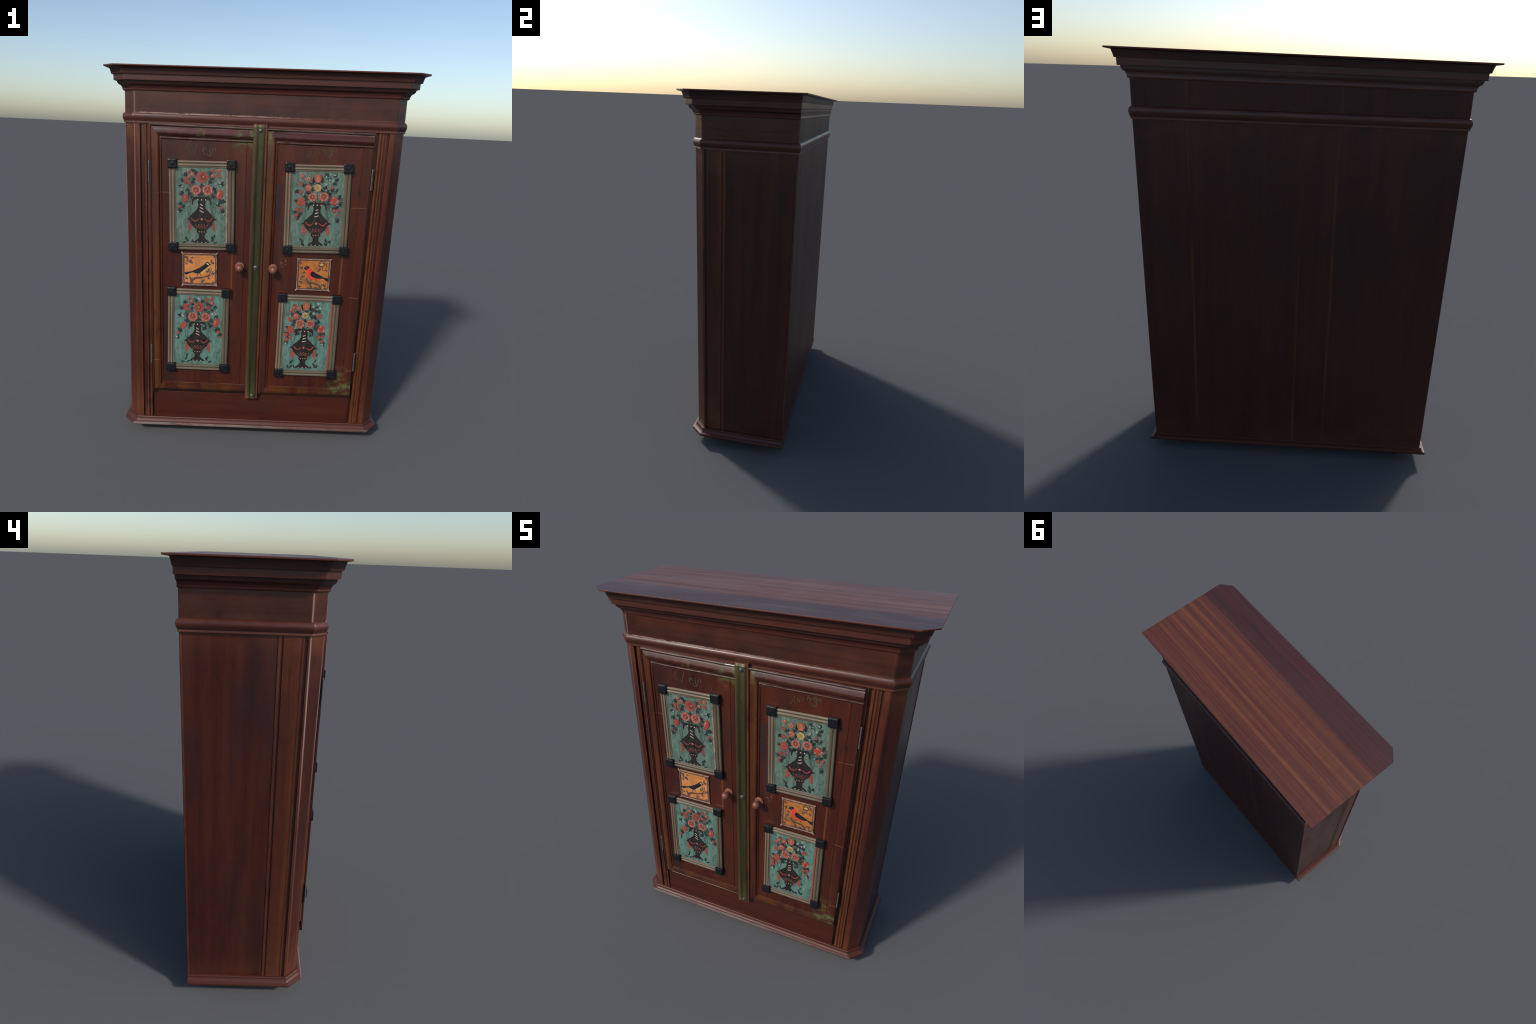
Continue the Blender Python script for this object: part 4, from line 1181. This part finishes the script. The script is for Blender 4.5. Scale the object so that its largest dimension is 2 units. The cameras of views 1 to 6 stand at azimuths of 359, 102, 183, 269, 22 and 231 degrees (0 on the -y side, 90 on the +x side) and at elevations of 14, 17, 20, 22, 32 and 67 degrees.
# ------------------------------------------------------------------ bird tiles
def bird_picture(centre, size, tilt, ground, paint, seed):
    rng = random.Random(seed)
    W, H = size
    bb = Builder()
    bb.box(-W / 2 + 0.003, W / 2 - 0.003, -0.0030, 0.004, -H / 2 + 0.003, H / 2 - 0.003, bevel=0.0006)
    pic = bb.make("bird_picture", M[ground], parent=wardrobe, loc=(centre[0], -0.2690, centre[1]), tilt=tilt, angle=20)
    pic["label"] = "small square painting of a perched bird"
    # thin painted wooden border with flared corner tips
    e = 0.0027
    for horizontal, s in ((True, 1), (True, -1), (False, 1), (False, -1)):
        rows = []
        for q in range(15):
            t = lerp(-0.5, 0.5, q / 14)
            wob = 0.0009 * sin(q * 1.9 + seed + s) + rng.uniform(-0.0004, 0.0004)
            row = []
            for a in range(7):
                g = pi * a / 6
                c0 = s * ((H if horizontal else W) / 2 - 0.005) + wob + e * cos(g)
                y = -0.0015 - 0.0046 * sin(g)
                row.append((t * (W - 0.006), y, c0) if horizontal else (c0, y, t * (H - 0.006)))
            rows.append(row)
        sb = Builder()
        sb.rings(rows)
        sb.make("border_strip", M["cream"], parent=pic, angle=50)
    for sx in (-1, 1):
        for sz in (-1, 1):
            tip = Builder()
            flare = rng.uniform(0.9, 1.4)
            prof = [(-0.0105, 0.0025), (-0.003, 0.0042), (0.0025, 0.0046), (0.0068 * flare, 0.0030), (0.0085 * flare, 0.0012)]
            rows = []
            for d, r in prof:
                cx, cz = sx * (W / 2 - 0.005 + d * 0.71), sz * (H / 2 - 0.005 + d * 0.71)
                rows.append([(cx + r * cos(a) * 0.71 * sz, -0.002 - r * max(sin(a), 0) * 1.35, cz - r * cos(a) * 0.71 * sx) for a in [pi * q / 6 for q in range(7)]])
            tip.rings(rows)
            tip.make("border_tip", M["cream"], parent=pic, angle=50)
    iw, ih = W - 0.016, H - 0.016
    P = Painter(lambda u, v: (-W / 2 + 0.006 + u * (W - 0.012), H / 2 - 0.006 - v * (H - 0.012)))
    P.level = 0.0032
    for a, c in (((0.02, 0.025), (0.98, 0.025)), ((0.02, 0.975), (0.98, 0.975)), ((0.025, 0.02), (0.025, 0.98)), ((0.975, 0.02), (0.975, 0.98))):
        P.stroke("border_line", "tile_line", [a, c], 0.0050)
        P.up(0.00005)
    P.up()
    paint(P, rng)
    P.emit(pic, stuff=("tile_foliage",))
    return pic


def uv(pts):
    return [(a / 1000.0, c / 1000.0) for a, c in pts]


def sprigs(P, rng, pts, mats=("tile_leaf", "tile_leaf", "branch")):
    for (u, v) in uv(pts):
        for j in range(rng.choice((3, 4, 4))):
            t = rng.uniform(0, 2 * pi)
            P.leaf("tile_foliage", rng.choice(mats), (u + 0.022 * cos(t), v - 0.022 * sin(t)), rng.uniform(0.0095, 0.0150), rng.uniform(0.0050, 0.0080), t)
        P.level += 0.000004
        if rng.random() < 0.45:
            P.blob("tile_foliage", "white", (u + rng.uniform(-0.015, 0.015), v - 0.01), 0.0020, n=10)


def dark_bird(P, rng):
    P.shape("painted_ground", "branch", uv([(30, 975), (40, 925), (102, 904), (191, 936), (374, 950), (557, 940), (741, 921), (960, 945), (970, 978)]))
    P.up()
    P.stroke("painted_branch", "branch", uv([(256, 965), (262, 870), (330, 803), (419, 765), (522, 768), (655, 726), (766, 675), (819, 592), (873, 428)]), 0.0165, 0.0022)
    P.up(0.0001)
    P.stroke("painted_branch", "branch", uv([(249, 886), (220, 780), (185, 725)]), 0.0120, 0.0050)
    P.up(0.0001)
    P.stroke("painted_branch", "tile_line", uv([(670, 725), (781, 699), (892, 641)]), 0.0050, 0.0020)
    P.up()
    P.shape("painted_bird", "ochre", uv([(718, 415), (708, 487), (640, 590), (523, 632), (560, 560), (650, 480)]))
    P.up()
    P.shape("painted_bird", "navy", uv([(30, 612), (102, 585), (250, 558), (339, 516), (450, 458), (599, 366), (667, 291), (712, 249), (772, 261), (795, 305), (838, 328), (782, 355),
                                        (733, 413), (658, 480), (568, 554), (486, 617), (390, 622), (272, 591), (102, 663), (62, 645)]))
    for leg in ([(449, 610), (427, 671), (412, 725)], [(501, 610), (526, 670), (548, 720)]):
        P.stroke("painted_bird", "navy", uv(leg), 0.0040, 0.0016)
    P.up()
    P.shape("painted_bird", "white", uv([(693, 282), (735, 280), (778, 322), (772, 344), (728, 338)]))
    P.stroke("painted_bird", "shadow_leaf", uv([(470, 448), (520, 428), (560, 420)]), 0.0030, 0.0018)
    P.up()
    sprigs(P, rng, [(113, 781), (79, 110), (139, 134), (191, 223), (251, 99), (109, 290), (288, 296), (131, 216), (236, 239), (890, 288), (869, 231), (924, 67), (731, 577), (791, 503),
                    (893, 575), (923, 591), (787, 757), (551, 874), (595, 857), (917, 911)])
    P.shape("tile_foliage", "ochre", uv([(905, 400), (925, 470), (900, 560), (880, 500)]))


def red_bird(P, rng):
    P.shape("painted_ground", "tile_leaf", uv([(250, 978), (290, 950), (365, 912), (476, 949), (582, 900), (694, 950), (720, 978)]))
    P.up()
    for pts, w0, w1 in (([(273, 623), (331, 704), (420, 768), (537, 783), (655, 822), (721, 887), (748, 960)], 0.0080, 0.0110), ([(188, 641), (277, 713), (374, 777)], 0.0036, 0.0050),
                        ([(210, 756), (312, 787), (390, 802)], 0.0030, 0.0050), ([(744, 889), (795, 820), (850, 827)], 0.0065, 0.0045), ([(413, 793), (425, 867), (474, 930)], 0.0080, 0.0090),
                        ([(95, 308), (109, 438), (128, 520)], 0.0022, 0.0022), ([(766, 190), (782, 345)], 0.0045, 0.0035), ([(891, 95), (903, 250)], 0.0042, 0.0034),
                        ([(648, 144), (674, 201), (759, 207), (811, 172), (823, 114)], 0.0065, 0.0050), ([(417, 711), (459, 644), (536, 626), (600, 674), (588, 724)], 0.0058, 0.0034)):
        P.stroke("painted_branch", "tile_line" if w0 < 0.0058 else "tile_leaf", uv(pts), w0, w1)
        P.up(0.00008)
    P.shape("tile_foliage", "ochre", uv([(665, 140), (730, 120), (790, 140), (775, 185), (710, 190)]))
    P.up()
    P.shape("painted_bird", "scarlet", uv([(266, 330), (318, 290), (362, 255), (410, 299), (445, 364), (525, 428), (638, 508), (828, 587), (760, 640), (690, 648), (600, 655), (521, 640),
                                           (429, 645), (364, 588), (314, 516), (286, 434)]))
    P.up()
    P.shape("painted_bird", "ochre", uv([(720, 628), (780, 600), (845, 612), (800, 640)]))
    P.up()
    P.shape("painted_bird", "navy", uv([(404, 464), (424, 406), (469, 380), (532, 415), (636, 478), (763, 539), (835, 574), (990, 605), (1012, 633), (992, 700), (911, 688), (829, 625),
                                        (644, 618), (534, 595), (447, 562), (410, 513)]))
    P.shape("painted_bird", "navy", uv([(190, 300), (231, 247), (283, 217), (345, 231), (362, 264), (318, 300), (266, 338), (222, 324)]))
    P.up()
    P.blob("painted_bird", "blue_white", (0.274, 0.268), 0.0026, n=12)
    P.up()
    sprigs(P, rng, [(77, 96), (117, 274), (209, 436), (130, 552), (184, 543), (126, 626), (107, 716), (118, 790), (78, 913), (683, 85), (813, 81), (861, 113), (673, 309), (659, 342),
                    (859, 329), (865, 827), (852, 869), (911, 943)], ("tile_leaf",))


bird_picture((-0.3083, 0.9762), (0.1850, 0.1800), -0.018, "amber", dark_bird, 5)
bird_picture((0.2905, 0.9738), (0.1800, 0.1770), -0.008, "amber_dark", red_bird, 6)

# ------------------------------------------------------------------ faint brush scrolls above the upper pictures
left_scroll = [
    ("s", 0.0030, [(-0.378, 1.625), (-0.387, 1.608), (-0.391, 1.591), (-0.380, 1.585), (-0.370, 1.579)]),
    ("s", 0.0020, [(-0.377, 1.616), (-0.379, 1.596), (-0.374, 1.582)]),
    ("w", 0.0036, [(-0.334, 1.622), (-0.340, 1.601), (-0.346, 1.581), (-0.352, 1.579), (-0.358, 1.597)]),
    ("tick", 0.0024, [(-0.360, 1.576), (-0.356, 1.566)]), ("tick", 0.0024, [(-0.344, 1.576), (-0.343, 1.566)]),
    ("hook", 0.0066, [(-0.304, 1.583), (-0.305, 1.595), (-0.300, 1.604), (-0.293, 1.599), (-0.287, 1.592)]),
    ("dot", 0.0060, [(-0.2995, 1.576), (-0.2965, 1.572)]),
    ("curl", 0.0040, [(-0.273, 1.606), (-0.266, 1.603)]),
    ("curl", 0.0044, [(-0.275, 1.594), (-0.271, 1.591), (-0.270, 1.581), (-0.277, 1.578)]),
    ("tail", 0.0046, [(-0.284, 1.577), (-0.280, 1.568), (-0.273, 1.565), (-0.265, 1.572), (-0.259, 1.589), (-0.256, 1.600), (-0.247, 1.604), (-0.242, 1.596), (-0.245, 1.588)]),
    ("fall", 0.0022, [(-0.250, 1.581), (-0.248, 1.554)]), ("fall", 0.0016, [(-0.198, 1.596), (-0.209, 1.569)]),
    ("fall", 0.0020, [(-0.182, 1.580), (-0.190, 1.553)]), ("fall", 0.0020, [(-0.377, 1.575), (-0.387, 1.551)]),
]
right_scroll = [
    ("y", 0.0024, [(0.212, 1.573), (0.222, 1.586), (0.225, 1.605), (0.234, 1.618)]),
    ("u", 0.0026, [(0.234, 1.616), (0.233, 1.599), (0.236, 1.585), (0.245, 1.585)]),
    ("n", 0.0026, [(0.245, 1.610), (0.251, 1.598), (0.256, 1.605), (0.258, 1.588)]),
    ("tick", 0.0020, [(0.264, 1.622), (0.267, 1.601)]), ("tick", 0.0034, [(0.278, 1.620), (0.276, 1.605), (0.270, 1.599)]),
    ("hook", 0.0048, [(0.294, 1.613), (0.298, 1.625), (0.308, 1.617), (0.317, 1.618)]),
    ("fall", 0.0026, [(0.309, 1.615), (0.302, 1.592)]),
    ("loop", 0.0036, [(0.324, 1.612), (0.321, 1.622), (0.329, 1.629), (0.336, 1.619), (0.328, 1.608), (0.324, 1.614)]),
    ("tail", 0.0038, [(0.316, 1.599), (0.324, 1.586), (0.334, 1.591), (0.339, 1.608), (0.343, 1.619), (0.353, 1.622), (0.359, 1.615), (0.354, 1.608)]),
]
for door, strokes in ((left_door, left_scroll), (right_door, right_scroll)):
    P = Painter(lambda u, v: (u, v))
    P.level = 0.0
    for kind, w, pts in strokes:
        P.level += 0.00003
        P.stroke("painted_scroll", "scroll", pts, w, w * 0.7, raw=True)
    g = P.groups[("painted_scroll", "scroll")]
    g.v = [(x, Y_PANEL + 0.0006 + (y - 0.0010 if y < 0 else 0.0), z) for x, y, z in g.v]
    P.emit(door, stuff=("painted_scroll",))

# copies made with obj.copy() keep their parent; everything stands on the ground at z = 0
bpy.context.view_layer.update()
